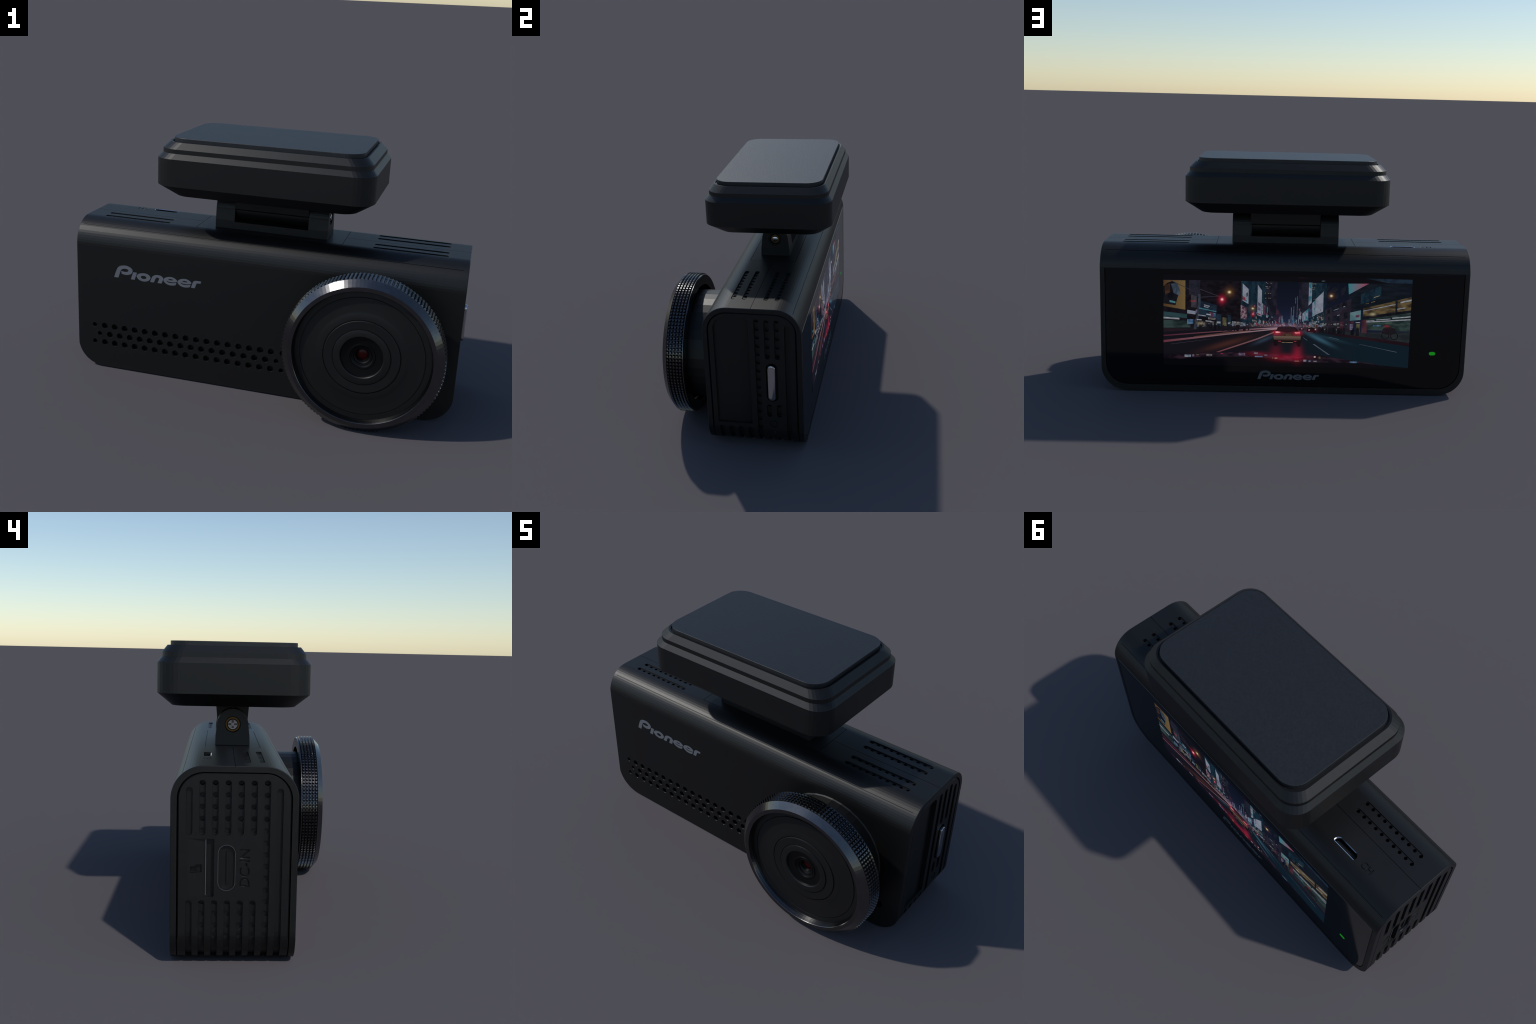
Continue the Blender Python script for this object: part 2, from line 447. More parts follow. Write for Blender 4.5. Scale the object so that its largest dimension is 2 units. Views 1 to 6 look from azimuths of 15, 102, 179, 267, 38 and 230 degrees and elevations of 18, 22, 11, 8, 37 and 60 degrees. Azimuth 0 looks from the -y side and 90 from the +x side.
# knurl: five rows of small blunt pyramids
ROWS = 5
ya, yb = -0.3065, -0.3905
verts, faces = [], []
dy = (yb - ya) / ROWS
da = 2 * math.pi / NK
def polar(r, a, y):
    return (LX + r * math.cos(a), y, LZ + r * math.sin(a))
for k in range(ROWS):
    yc = ya + dy * (k + 0.5)
    for i in range(NK):
        a = da * (i + 0.5); b = len(verts)
        for r, fa, fy in ((RK - 0.001, 0.48, 0.48), (RKT, 0.20, 0.21)):
            for sa, sy in ((-1, -1), (1, -1), (1, 1), (-1, 1)):
                verts.append(polar(r, a + sa * fa * da, yc + sy * fy * dy))
        for e in range(4):
            f = (e + 1) % 4
            faces.append((b + e, b + f, b + 4 + f, b + 4 + e))
        faces.append((b + 4, b + 5, b + 6, b + 7))
knurl = fix_normals(mesh_obj('knurl', verts, faces, METAL))
child(knurl, lens_ring, 'stuff')
# front of the lens: stepped discs divided by fine grooves
disc = lathe('lens_front', [(0.3192, -0.345), (0.3192, -0.3870), (0.2945, -0.3885), (0.2935, -0.3855), (0.2905, -0.3855), (0.2895, -0.3895),
                            (0.222, -0.3900), (0.214, -0.3912), (0.206, -0.3930), (0.1835, -0.3935), (0.1825, -0.3890), (0.1800, -0.3890), (0.1785, -0.3950), (0.1765, -0.3962),
                            (0.1385, -0.3955), (0.1378, -0.3925), (0.1355, -0.3925), (0.1338, -0.3985), (0.1310, -0.3995), (0.1040, -0.3990), (0.1005, -0.3960)],
             LX, LZ, 96, LENS_RIM)
smooth_by_angle(disc, 25); child(disc)
bore = lathe('lens_bore', [(0.1005, -0.3960), (0.0975, -0.3890), (0.0640, -0.3850), (0.0628, -0.3880), (0.0570, -0.3880), (0.0550, -0.3830), (0.0480, -0.3790),
                           (0.0462, -0.3810), (0.0410, -0.3800), (0.0390, -0.3740), (0.0330, -0.3700), (0.0318, -0.3710), (0.0290, -0.3640), (0.0255, -0.3560)], LX, LZ, 72, LENS_DARK)
smooth_by_angle(bore, 25); child(bore)
dome = lathe('lens_element', [(0.0255, -0.3560), (0.0205, -0.3585), (0.0140, -0.3605), (0.0070, -0.3616), (0.0, -0.3620)], LX, LZ, 48, LENS_RED, smooth=True)
child(dome)

# ------------------------------------------------------------- mount
MX, MY = -0.0055, 0.0795
def ring_z(z, hx, hy, r):
    return [(x, y, z) for x, y in round_rect(MX, MY, hx, hy, r, 8)]
plate = loft('mount_plate', [ring_z(0.9975, 0.456, 0.2780, 0.080), ring_z(1.0550, 0.5365, 0.3400, 0.096), ring_z(1.1880, 0.5365, 0.3400, 0.096),
                             ring_z(1.2125, 0.5160, 0.3210, 0.092), ring_z(1.2335, 0.5155, 0.3205, 0.092), ring_z(1.2640, 0.4850, 0.2980, 0.086),
                             ring_z(1.2630, 0.4760, 0.2910, 0.084), ring_z(1.2560, 0.4745, 0.2895, 0.084)], PLASTIC)
child(plate)
pad = loft('adhesive_pad', [ring_z(1.2550, 0.4690, 0.2850, 0.084), ring_z(1.2815, 0.4690, 0.2850, 0.084), ring_z(1.2830, 0.4678, 0.2838, 0.083)], PAD)
child(pad)

HXC, HY = -0.0045, 0.0800                      # hinge centre
PZ = 0.904                                     # pivot height
ear_r = 0.0725
ear = [(HY + 0.080, Z1 + 0.0005), (HY + 0.079, 0.850), (HY + ear_r, PZ)] + arc(HY, PZ, ear_r, 6, 174, 22) + [(HY - ear_r, PZ), (HY - 0.079, 0.850), (HY - 0.080, Z1 + 0.0005)]
bracket = prism('hinge_bracket', ear, 'x', HXC - 0.2925, HXC + 0.2925, HINGE)
slot = [(HY + 0.2, 0.8435), (HY + 0.2, 1.2), (HY - 0.2, 1.2), (HY - 0.2, 0.8435)]
boolean(bracket, prism('c', slot, 'x', HXC - 0.1925, HXC + 0.1925))
boolean(bracket, [prism('c', circle2(HY, PZ, 0.0375, 28), 'x', HXC - 0.40, HXC - 0.262),
                  prism('c', circle2(HY, PZ, 0.0375, 28), 'x', HXC + 0.262, HXC + 0.40)])
child(bracket)
nr = 0.062
neck = prism('hinge_neck', [(HY + 0.080, 1.010), (HY + 0.0720, 0.912)] + arc(HY, PZ, nr, 0, -180, 20) + [(HY - 0.0720, 0.912), (HY - 0.080, 1.010)],
             'x', HXC - 0.1900, HXC + 0.1900, HINGE)
child(neck)
floor = loft('slot_floor', [[(x, HY + y, z) for y, z in ((-0.079, 0.842), (-0.06, 0.8445), (0, 0.846), (0.06, 0.8445), (0.079, 0.842), (0.07, 0.835), (-0.07, 0.835))]
                            for x in (HXC - 0.1924, HXC + 0.1924)], HINGE)
child(floor)
# pivot screw with cross recess on the left, nut and bolt end on the right
xl, xr = HXC - 0.2925, HXC + 0.2925
def disc_x(name, r0, r1, xa, xb, mat, n=32, hole=None):
    return loft(name, [[(xa, y, z) for y, z in circle2(HY, PZ, r0, n)], [(xb, y, z) for y, z in circle2(HY, PZ, r1, n)]], mat)
washer = disc_x('washer', 0.0335, 0.0335, xl + 0.026, xl + 0.008, COPPER); child(washer)
screw = loft('pivot_screw', [[(x, y, z) for y, z in circle2(HY, PZ, r, 32)] for x, r in ((xl + 0.02, 0.0262), (xl + 0.004, 0.0262), (xl - 0.0010, 0.0222))], CHROME)
boolean(screw, [prism('c', box2(HY - 0.021, PZ - 0.0056, HY - 0.0064, PZ + 0.0056), 'x', xl - 0.02, xl + 0.0062),
                prism('c', box2(HY + 0.0064, PZ - 0.0056, HY + 0.021, PZ + 0.0056), 'x', xl - 0.02, xl + 0.0062),
                prism('c', box2(HY - 0.0056, PZ + 0.0064, HY + 0.0056, PZ + 0.021), 'x', xl - 0.02, xl + 0.0062),
                prism('c', box2(HY - 0.0056, PZ - 0.021, HY + 0.0056, PZ - 0.0064), 'x', xl - 0.02, xl + 0.0062)])
child(screw)
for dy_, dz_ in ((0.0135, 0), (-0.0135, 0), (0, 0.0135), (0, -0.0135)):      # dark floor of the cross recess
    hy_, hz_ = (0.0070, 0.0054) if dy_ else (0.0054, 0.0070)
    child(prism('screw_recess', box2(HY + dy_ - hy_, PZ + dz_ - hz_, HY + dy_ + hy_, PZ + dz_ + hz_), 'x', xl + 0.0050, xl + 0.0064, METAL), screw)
collar = loft('bolt_collar', [[(x, y, z) for y, z in circle2(HY, PZ, r, 28)] for x, r in ((xr - 0.03, 0.0365), (xr - 0.004, 0.0365), (xr - 0.004, 0.031), (xr - 0.03, 0.031))], HINGE, caps=False); child(collar)
nut = prism('pivot_nut', circle2(HY, PZ, 0.0285, 6), 'x', xr - 0.03, xr - 0.008, HINGE)
nut.data.transform(Matrix.Translation((0, HY, PZ)) @ Matrix.Rotation(math.radians(30), 4, 'X') @ Matrix.Translation((0, -HY, -PZ))); child(nut)
bring = disc_x('washer', 0.0225, 0.0225, xr - 0.02, xr - 0.0055, COPPER); child(bring)
bolt = loft('bolt_end', [[(x, y, z) for y, z in circle2(HY, PZ, r, 24)] for x, r in ((xr - 0.02, 0.0165), (xr - 0.003, 0.0165), (xr - 0.0005, 0.0135))], CHROME)
smooth_by_angle(bolt, 50); child(bolt)

# ------------------------------------------------------------- word marks
# Letters are outlines through a few control points; a trailing 1 marks a corner.
# Unit: one tenth of a metre on the front of the body.
GLYPHS = {
    'p': [[(-.058, -.099, 1), (.073, .291), (.171, .467), (.291, .553), (.483, .601), (.674, .599), (.84, .544), (.947, .466), (.983, .362),
           (.947, .245), (.839, .157), (.672, .106), (.528, .107), (.372, .131, 1), (.342, .29, 1), (.505, .265), (.625, .267), (.708, .295),
           (.751, .345), (.733, .391), (.661, .425), (.554, .432), (.458, .417), (.374, .373), (.313, .288), (.183, -.099, 1)]],
    'i': [[(.879, -.099, 1), (1.018, .306, 1), (1.234, .306, 1), (1.096, -.099, 1)]],
    'o': [[(1.206, .106), (1.268, .219), (1.386, .286), (1.564, .322), (1.741, .318), (1.894, .258), (1.984, .131), (1.931, .008), (1.825, -.071),
           (1.659, -.118), (1.482, -.112), (1.315, -.042)],
          [(1.439, .103), (1.493, .162), (1.588, .188), (1.694, .173), (1.758, .1), (1.706, .04), (1.612, .011), (1.493, .034)]],
    'n': [[(1.957, -.099, 1), (2.06, .165), (2.13, .255), (2.258, .317), (2.399, .331), (2.563, .303), (2.657, .235), (2.681, .146), (2.592, -.099, 1),
           (2.369, -.099, 1), (2.452, .114), (2.447, .167), (2.376, .196), (2.306, .18), (2.255, .111), (2.169, -.099, 1)]],
    'e': [[(3.403, .045, 1), (3.354, -.088, 1), (3.15, -.128), (2.964, -.115), (2.8, -.045), (2.7, .068), (2.716, .174), (2.82, .264), (3.005, .317),
           (3.191, .315), (3.354, .25), (3.443, .159), (3.414, .102), (3.31, .064), (3.148, .049), (2.985, .061), (2.856, .105, 1), (2.904, .038),
           (3.009, .002), (3.172, -.001)],
          [(2.937, .188, 1), (3.03, .214), (3.169, .206), (3.244, .177, 1), (3.17, .151), (3.042, .149)]],
    'r': [[(4.195, -.099, 1), (4.288, .184), (4.344, .265), (4.457, .305), (4.738, .301, 1), (4.702, .18, 1), (4.528, .178), (4.484, .131), (4.4, -.099, 1)]],
}
def smooth_outline(pts, steps=5):
    """Catmull-Rom through the points, broken at corners."""
    n = len(pts); out = []
    for i in range(n):
        p1, p2 = pts[i], pts[(i + 1) % n]
        p0 = p1 if len(p1) > 2 else pts[i - 1]
        p3 = p2 if len(p2) > 2 else pts[(i + 2) % n]
        if len(p1) > 2 and len(p2) > 2:
            out.append(p1[:2]); continue
        for k in range(steps):
            t = k / steps
            out.append(tuple(0.5 * (2 * p1[c] + (p2[c] - p0[c]) * t + (2 * p0[c] - 5 * p1[c] + 4 * p2[c] - p3[c]) * t * t
                                    + (3 * p1[c] - p0[c] - 3 * p2[c] + p3[c]) * t ** 3) for c in (0, 1)))
    return out

def letter(name, loops, shift, scale, right, up, origin, thick, mat, parent):
    cu = bpy.data.curves.new(name, 'CURVE'); cu.dimensions = '2D'; cu.fill_mode = 'BOTH'
    for lp in loops:
        q = smooth_outline(lp)
        sp = cu.splines.new('POLY'); sp.points.add(len(q) - 1); sp.use_cyclic_u = True
        for pnt, (x, y) in zip(sp.points, q):
            pnt.co = ((x + shift) * scale, y * scale, 0, 1)
    cu.extrude = thick / 2
    tmp = bpy.data.objects.new(name, cu); COL.objects.link(tmp); bpy.context.view_layer.update()
    me = bpy.data.meshes.new_from_object(tmp.evaluated_get(bpy.context.evaluated_depsgraph_get()))
    bpy.data.objects.remove(tmp); bpy.data.curves.remove(cu)
    ob = bpy.data.objects.new(name, me); COL.objects.link(ob)
    me.materials.clear(); me.materials.append(mat)
    place(ob, right, up, origin)
    child(ob, parent)

WORD = [('p', 0), ('i', 0), ('o', 0), ('n', 0), ('e', 0), ('e', 0.770), ('r', 0)]
def word_mark(scale, right, up, origin, mat):
    e = bpy.data.objects.new('word_mark', None); COL.objects.link(e); child(e)
    for g, sh in WORD:
        letter('letter_' + g, GLYPHS[g], sh, scale, right, up, origin, 0.0012, mat, e)
word_mark(0.1, (1, 0, 0), (0, 0, 1), (-0.783, Y0, 0.530), PRINT)
word_mark(0.0705, (-1, 0, 0), (0, 0, 1), (0.131, Y1 + 0.0002, 0.0855), PRINT_BACK)

# ------------------------------------------------------- picture on the display
# A night street seen through a windscreen.  Picture coordinates: px runs from the
# viewer's left edge of the display (0 .. 1.338 m), pz is the height above ground.
PW, PZB, PZT = 1.338, 0.152, 0.655
VPX, VPZ = 0.668, 0.380                        # vanishing point of the street
DX0 = 0.648                                    # world x of the display's left edge
PIC_TOP = 0.628

def glow_group():
    """Halos of lamps, signals and tail lights, added to every part of the picture."""
    g = bpy.data.node_groups.new('street_glow', 'ShaderNodeTree')
    g.interface.new_socket('Color', in_out='OUTPUT', socket_type='NodeSocketColor')
    N, L = g.nodes, g.links
    out = N.new('NodeGroupOutput'); tc = N.new('ShaderNodeTexCoord')
    last = None
    #  px, pz, radius along, radius across, turn in degrees, colour, strength
    halos = [(0.315, 0.524, 0.017, 0.020, 0, (1.0, 0.02, 0.09), 0.30), (0.315, 0.524, 0.006, 0.006, 0, (1.0, 0.80, 0.80), 0.60),
             (0.483, 0.444, 0.009, 0.011, 0, (1.0, 0.03, 0.08), 0.25), (0.483, 0.446, 0.003, 0.003, 0, (1.0, 0.6, 0.6), 0.50),
             (0.354, 0.565, 0.024, 0.024, 0, (0.8, 0.32, 0.08), 0.09), (0.354, 0.565, 0.007, 0.006, 0, (1.0, 0.85, 0.45), 0.60),
             (0.481, 0.477, 0.016, 0.016, 0, (0.8, 0.32, 0.12), 0.09), (0.481, 0.477, 0.005, 0.004, 0, (1.0, 0.85, 0.50), 0.50),
             (0.903, 0.555, 0.016, 0.016, 0, (0.8, 0.32, 0.12), 0.08), (0.903, 0.555, 0.006, 0.005, 0, (1.0, 0.88, 0.50), 0.55),
             (VPX - 0.03, VPZ + 0.002, 0.13, 0.013, 0, (0.85, 0.40, 0.55), 0.100), (VPX, VPZ + 0.02, 0.08, 0.05, 0, (0.15, 0.32, 0.80), 0.022),
             (0.612, 0.346, 0.020, 0.013, 0, (1.0, 0.02, 0.06), 0.26), (0.729, 0.345, 0.020, 0.013, 0, (1.0, 0.02, 0.06), 0.26),
             (0.672, 0.205, 0.080, 0.018, 0, (1.0, 0.01, 0.07), 0.140), (0.728, 0.230, 0.024, 0.040, 0, (1.0, 0.01, 0.07), 0.14),
             (0.610, 0.240, 0.030, 0.035, 0, (1.0, 0.01, 0.07), 0.05), (0.510, 0.222, 0.060, 0.012, 0, (1.0, 0.02, 0.08), 0.070),
             (0.800, 0.358, 0.026, 0.008, 0, (1.0, 0.03, 0.10), 0.12),
             (0.845, 0.312, 0.075, 0.011, -26, (0.20, 0.60, 0.90), 0.110), (0.900, 0.318, 0.10, 0.008, -14, (0.20, 0.60, 0.90), 0.030),
             (0.545, 0.302, 0.055, 0.010, 24, (0.25, 0.45, 0.75), 0.060),
             (0.345, 0.278, 0.130, 0.016, 17, (0.80, 0.22, 0.10), 0.045), (0.200, 0.389, 0.018, 0.008, 0, (1.0, 0.8, 0.4), 0.12),
             (1.131, 0.458, 0.014, 0.008, 0, (1.0, 0.85, 0.5), 0.25), (1.210, 0.392, 0.014, 0.006, 0, (1.0, 0.05, 0.08), 0.12)]
    for px, pz, rx, rz, turn, col, k in halos:
        sub = N.new('ShaderNodeVectorMath'); sub.operation = 'SUBTRACT'
        sub.inputs[1].default_value = (DX0 - px, 0, pz)
        rot = N.new('ShaderNodeVectorRotate'); rot.rotation_type = 'Y_AXIS'; rot.inputs['Angle'].default_value = -math.radians(turn)
        mul = N.new('ShaderNodeVectorMath'); mul.operation = 'MULTIPLY'; mul.inputs[1].default_value = (1 / rx, 0, 1 / rz)
        dot = N.new('ShaderNodeVectorMath'); dot.operation = 'DOT_PRODUCT'
        neg = N.new('ShaderNodeMath'); neg.operation = 'MULTIPLY'; neg.inputs[1].default_value = -1.0
        ex = N.new('ShaderNodeMath'); ex.operation = 'EXPONENT'
        sc = N.new('ShaderNodeVectorMath'); sc.operation = 'SCALE'; sc.inputs[0].default_value = [c * k for c in col]
        L.new(tc.outputs['Object'], sub.inputs[0]); L.new(sub.outputs[0], rot.inputs['Vector']); L.new(rot.outputs[0], mul.inputs[0])
        L.new(mul.outputs[0], dot.inputs[0]); L.new(mul.outputs[0], dot.inputs[1]); L.new(dot.outputs['Value'], neg.inputs[0])
        L.new(neg.outputs[0], ex.inputs[0]); L.new(ex.outputs[0], sc.inputs['Scale'])
        if last is None:
            last = sc
        else:
            ad = N.new('ShaderNodeVectorMath'); L.new(last.outputs[0], ad.inputs[0]); L.new(sc.outputs[0], ad.inputs[1]); last = ad
    L.new(last.outputs[0], out.inputs[0])
    return g
GLOW = glow_group()

def lit(name, a, b=None, scale=(20, 20), detail=2, lo=0.4, hi=0.6, along=None, glow=1.0):
    """Glowing display colour: plain, mottled (a/b by noise) or a gradient a->b along px or pz."""
    m = principled('picture_' + name, (0, 0, 0), 0.07, 0, 0.5)
    nt = m.node_tree; N, L = nt.nodes, nt.links; bs = N['Principled BSDF']
    rmp = N.new('ShaderNodeValToRGB'); tc = N.new('ShaderNodeTexCoord')
    rmp.color_ramp.elements[0].color = (*a, 1); rmp.color_ramp.elements[1].color = (*(b or a), 1)
    if along:
        axis, v0, v1 = along
        sp = N.new('ShaderNodeSeparateXYZ'); mr = N.new('ShaderNodeMapRange')
        L.new(tc.outputs['Object'], sp.inputs[0]); L.new(sp.outputs[axis], mr.inputs['Value'])
        mr.inputs['From Min'].default_value = v0; mr.inputs['From Max'].default_value = v1
        L.new(mr.outputs['Result'], rmp.inputs['Fac'])
    else:
        ns = N.new('ShaderNodeTexNoise'); mp = N.new('ShaderNodeMapping')
        mp.inputs['Scale'].default_value = (scale[0], 1, scale[1])
        ns.inputs['Scale'].default_value = 1.0; ns.inputs['Detail'].default_value = detail
        L.new(tc.outputs['Object'], mp.inputs['Vector']); L.new(mp.outputs['Vector'], ns.inputs['Vector'])
        rmp.color_ramp.elements[0].position = lo; rmp.color_ramp.elements[1].position = hi
        L.new(ns.outputs['Fac'], rmp.inputs['Fac'])
    gl = N.new('ShaderNodeGroup'); gl.node_tree = GLOW
    sc = N.new('ShaderNodeVectorMath'); sc.operation = 'SCALE'; sc.inputs['Scale'].default_value = glow
    ad = N.new('ShaderNodeVectorMath')
    L.new(gl.outputs[0], sc.inputs[0]); L.new(rmp.outputs['Color'], ad.inputs[0]); L.new(sc.outputs[0], ad.inputs[1])
    L.new(ad.outputs[0], bs.inputs['Emission Color']); bs.inputs['Emission Strength'].default_value = 1.0
    return m

PIC = {
    'night_sky': lit('night_sky', (.005, .007, .020), (.0012, .0028, .0075), along=('Z', 0.40, 0.63)),
    'asphalt': lit('asphalt', (.0018, .0085, .0145), (.0035, .0030, .0058), along=('X', -0.45, 0.20)),
    'pavement': lit('pavement', (.008, .011, .014), (.014, .019, .020), (12, 40)),
    'far_pavement': lit('far_pavement', (.005, .005, .007), (.012, .006, .009), (14, 60)),
    'kerb': lit('kerb', (.0065, .0018, .0040), (.0115, .0035, .0062), (10, 40)),
    'plum_wall': lit('plum_wall', (.0018, .0010, .0022), (.0052, .0036, .0066), (30, 50)),
    'slate_wall': lit('slate_wall', (.006, .008, .014), (.012, .012, .021), (30, 50)),
    'teal_wall': lit('teal_wall', (.002, .008, .016), (.005, .019, .031), (60, 30)),
    'dark_tower': lit('dark_tower', (.004, .004, .009), (.011, .011, .020), (60, 30)),
    'maroon_tower': lit('maroon_tower', (.012, .006, .015), (.045, .015, .025), (60, 40)),
    'navy_wall': lit('navy_wall', (.004, .009, .018), (.008, .018, .032), (30, 30)),
    'night_wall': lit('night_wall', (.0016, .0036, .0070), (.0042, .0072, .0118), (14, 60)),
    'mauve_wall': lit('mauve_wall', (.010, .0080, .0150), (.016, .0125, .0215), (40, 40)),
    'rose_wall': lit('rose_wall', (.030, .009, .015), (.052, .017, .024), (40, 20)),
    'violet_wall': lit('violet_wall', (.015, .012, .032), (.030, .040, .090), (40, 30)),
    'amber_panel': lit('amber_panel', (.055, .028, .012), (.120, .080, .030), along=('X', 0.648, 0.53)),
    'dark_figure': lit('dark_figure', (.0012, .0016, .0034), (.0045, .0045, .0075), (30, 30)),
    'blue_figure': lit('blue_figure', (.020, .032, .050), (.050, .065, .085), (60, 20)),
    'orange_figure': lit('orange_figure', (.045, .018, .008), (.020, .009, .006), (40, 40)),
    'cyan_light': lit('cyan_light', (.020, .085, .110), (.045, .140, .170), (20, 90)),
    'teal_panel': lit('teal_panel', (.009, .028, .033), (.016, .042, .048), (12, 80)),
    'white_light': lit('white_light', (.140, .150, .175), (.240, .250, .280), (60, 200)),
    'pale_light': lit('pale_light', (.090, .115, .145), (.180, .200, .230), (60, 120)),
    'white_panel': lit('white_panel', (.150, .165, .215), (.190, .205, .255), (30, 30)),
    'pale_panel': lit('pale_panel', (.035, .050, .065), (.150, .165, .190), (90, 90), 3),
    'violet_panel': lit('violet_panel', (.050, .040, .075), (.100, .090, .140), (70, 70)),
    'grey_panel': lit('grey_panel', (.022, .020, .026), (.034, .032, .038), (40, 30)),
    'pink_panel': lit('pink_panel', (.050, .020, .040), (.150, .050, .085), (60, 60)),
    'pink_noise': lit('pink_noise', (.045, .018, .035), (.190, .130, .150), (110, 70), 4, .42, .58),
    'cyan_noise': lit('cyan_noise', (.014, .100, .140), (.160, .180, .230), (45, 28), 3, .42, .56),
    'sign_noise': lit('sign_noise', (.010, .014, .020), (.120, .120, .120), (120, 90), 3, .50, .62),
    'red_panel': lit('red_panel', (.100, .016, .030), (.170, .040, .060), (80, 80)),
    'blue_panel': lit('blue_panel', (.020, .060, .130), (.080, .130, .190), (60, 60)),
    'green_panel': lit('green_panel', (.040, .080, .055)),
    'aqua_panel': lit('aqua_panel', (.050, .110, .125), (.085, .150, .165), (18, 30)),
    'warm_panel': lit('warm_panel', (.060, .055, .055), (.150, .140, .130), (90, 90), 3),
    'olive_panel': lit('olive_panel', (.035, .034, .018), (.070, .065, .034), (60, 40)),
    'green_shop': lit('green_shop', (.007, .014, .014), (.022, .040, .037), (16, 50), 3),
    'warm_shop': lit('warm_shop', (.008, .008, .012), (.090, .085, .080), (110, 90), 4, .48, .64),
    'gold_shop': lit('gold_shop', (.020, .013, .008), (.095, .068, .030), (22, 60), 3, .38, .66),
    'gold_light': lit('gold_light', (.110, .085, .045), (.200, .160, .090), (60, 90)),
    'corner_panel': lit('corner_panel', (.210, .050, .085), (.030, .150, .180), along=('X', -0.44, -0.35)),
    'window_glass': lit('window_glass', (.0025, .003, .006), (.006, .008, .014), (40, 40)),
    'pole': lit('pole', (.012, .016, .026), (.026, .034, .050), (60, 20)),
    'grey_line': lit('grey_line', (.020, .018, .028), (.030, .026, .038)),
    'pale_mark': lit('pale_mark', (.045, .060, .085), (.070, .085, .115), (20, 60)),
    'dark_red': lit('dark_red', (.009, .002, .005), (.017, .003, .007), (30, 30)),
    'red_light': lit('red_light', (.170, .016, .024), (.240, .030, .040)),
    'red_trail': lit('red_trail', (.060, .010, .022), (.160, .070, .090), along=('X', 0.65, 0.03)),
    'rose_trail': lit('rose_trail', (.100, .022, .034), (.230, .160, .180), along=('X', 0.65, 0.03)),
    'orange_trail': lit('orange_trail', (.060, .020, .012), (.130, .065, .050), along=('X', 0.50, 0.15)),
    'salmon_trail': lit('salmon_trail', (.120, .035, .040), (.130, .075, .080), along=('X', 0.40, 0.04)),
    'car_dark': lit('car_dark', (.0020, .0012, .0020), (.0050, .0020, .0032), (30, 30), glow=0.15),
    'car_glass': lit('car_glass', (.026, .006, .009), (.009, .003, .005), along=('Z', 0.350, 0.374), glow=0.12),
    'car_red': lit('car_red', (.045, .006, .009), (.085, .012, .016), (30, 60), glow=0.8),
    'car_gold': lit('car_gold', (.018, .007, .006), (.105, .074, .055), along=('Z', 0.302, 0.322), glow=0.3),
    'car_plate': lit('car_plate', (.030, .016, .008), (.060, .034, .018), (90, 60)),
    'tail_core': lit('tail_core', (.330, .100, .110), (.550, .330, .330), (90, 90)),
    'bonnet': lit('bonnet', (.004, .002, .005), (.020, .009, .017), (24, 70), 3),
    'black': lit('black', (.0012, .0012, .002)),
}
PIC_NODES = {}
def add_piece(kind, layer, mat, pts):
    """Collect one flat piece of the picture; layers lie 0.15 mm apart."""
    PIC_NODES.setdefault(kind, []).append((layer, mat, pts))

def clip(pts, top=PIC_TOP):
    return [(min(max(x, 0.0005), PW - 0.0005), min(max(z, PZB), top)) for x, z in pts]

def piece(kind, layer, mat, pts):
    add_piece(kind, layer, mat, clip(pts, PZT if kind == 'upper_sliver' else PIC_TOP))

def upright(kind, layer, mat, x0, x1, z0, z1):
    add_piece(kind, layer, mat, clip([(x0, z0), (x1, z0), (x1, z1), (x0, z1)]))

def facade(kind, layer, mat, x0, x1, zb, zt):
    """Panel on a street front: zb/zt at its nearer edge, both edges run to the vanishing point."""
    near, far = (x0, x1) if abs(x0 - VPX) > abs(x1 - VPX) else (x1, x0)
    k = (far - VPX) / (near - VPX)
    run = lambda z: VPZ + (z - VPZ) * k
    add_piece(kind, layer, mat, clip([(near, zb), (near, zt), (far, run(zt) if zt < PIC_TOP - 0.004 else zt), (far, run(zb))]))

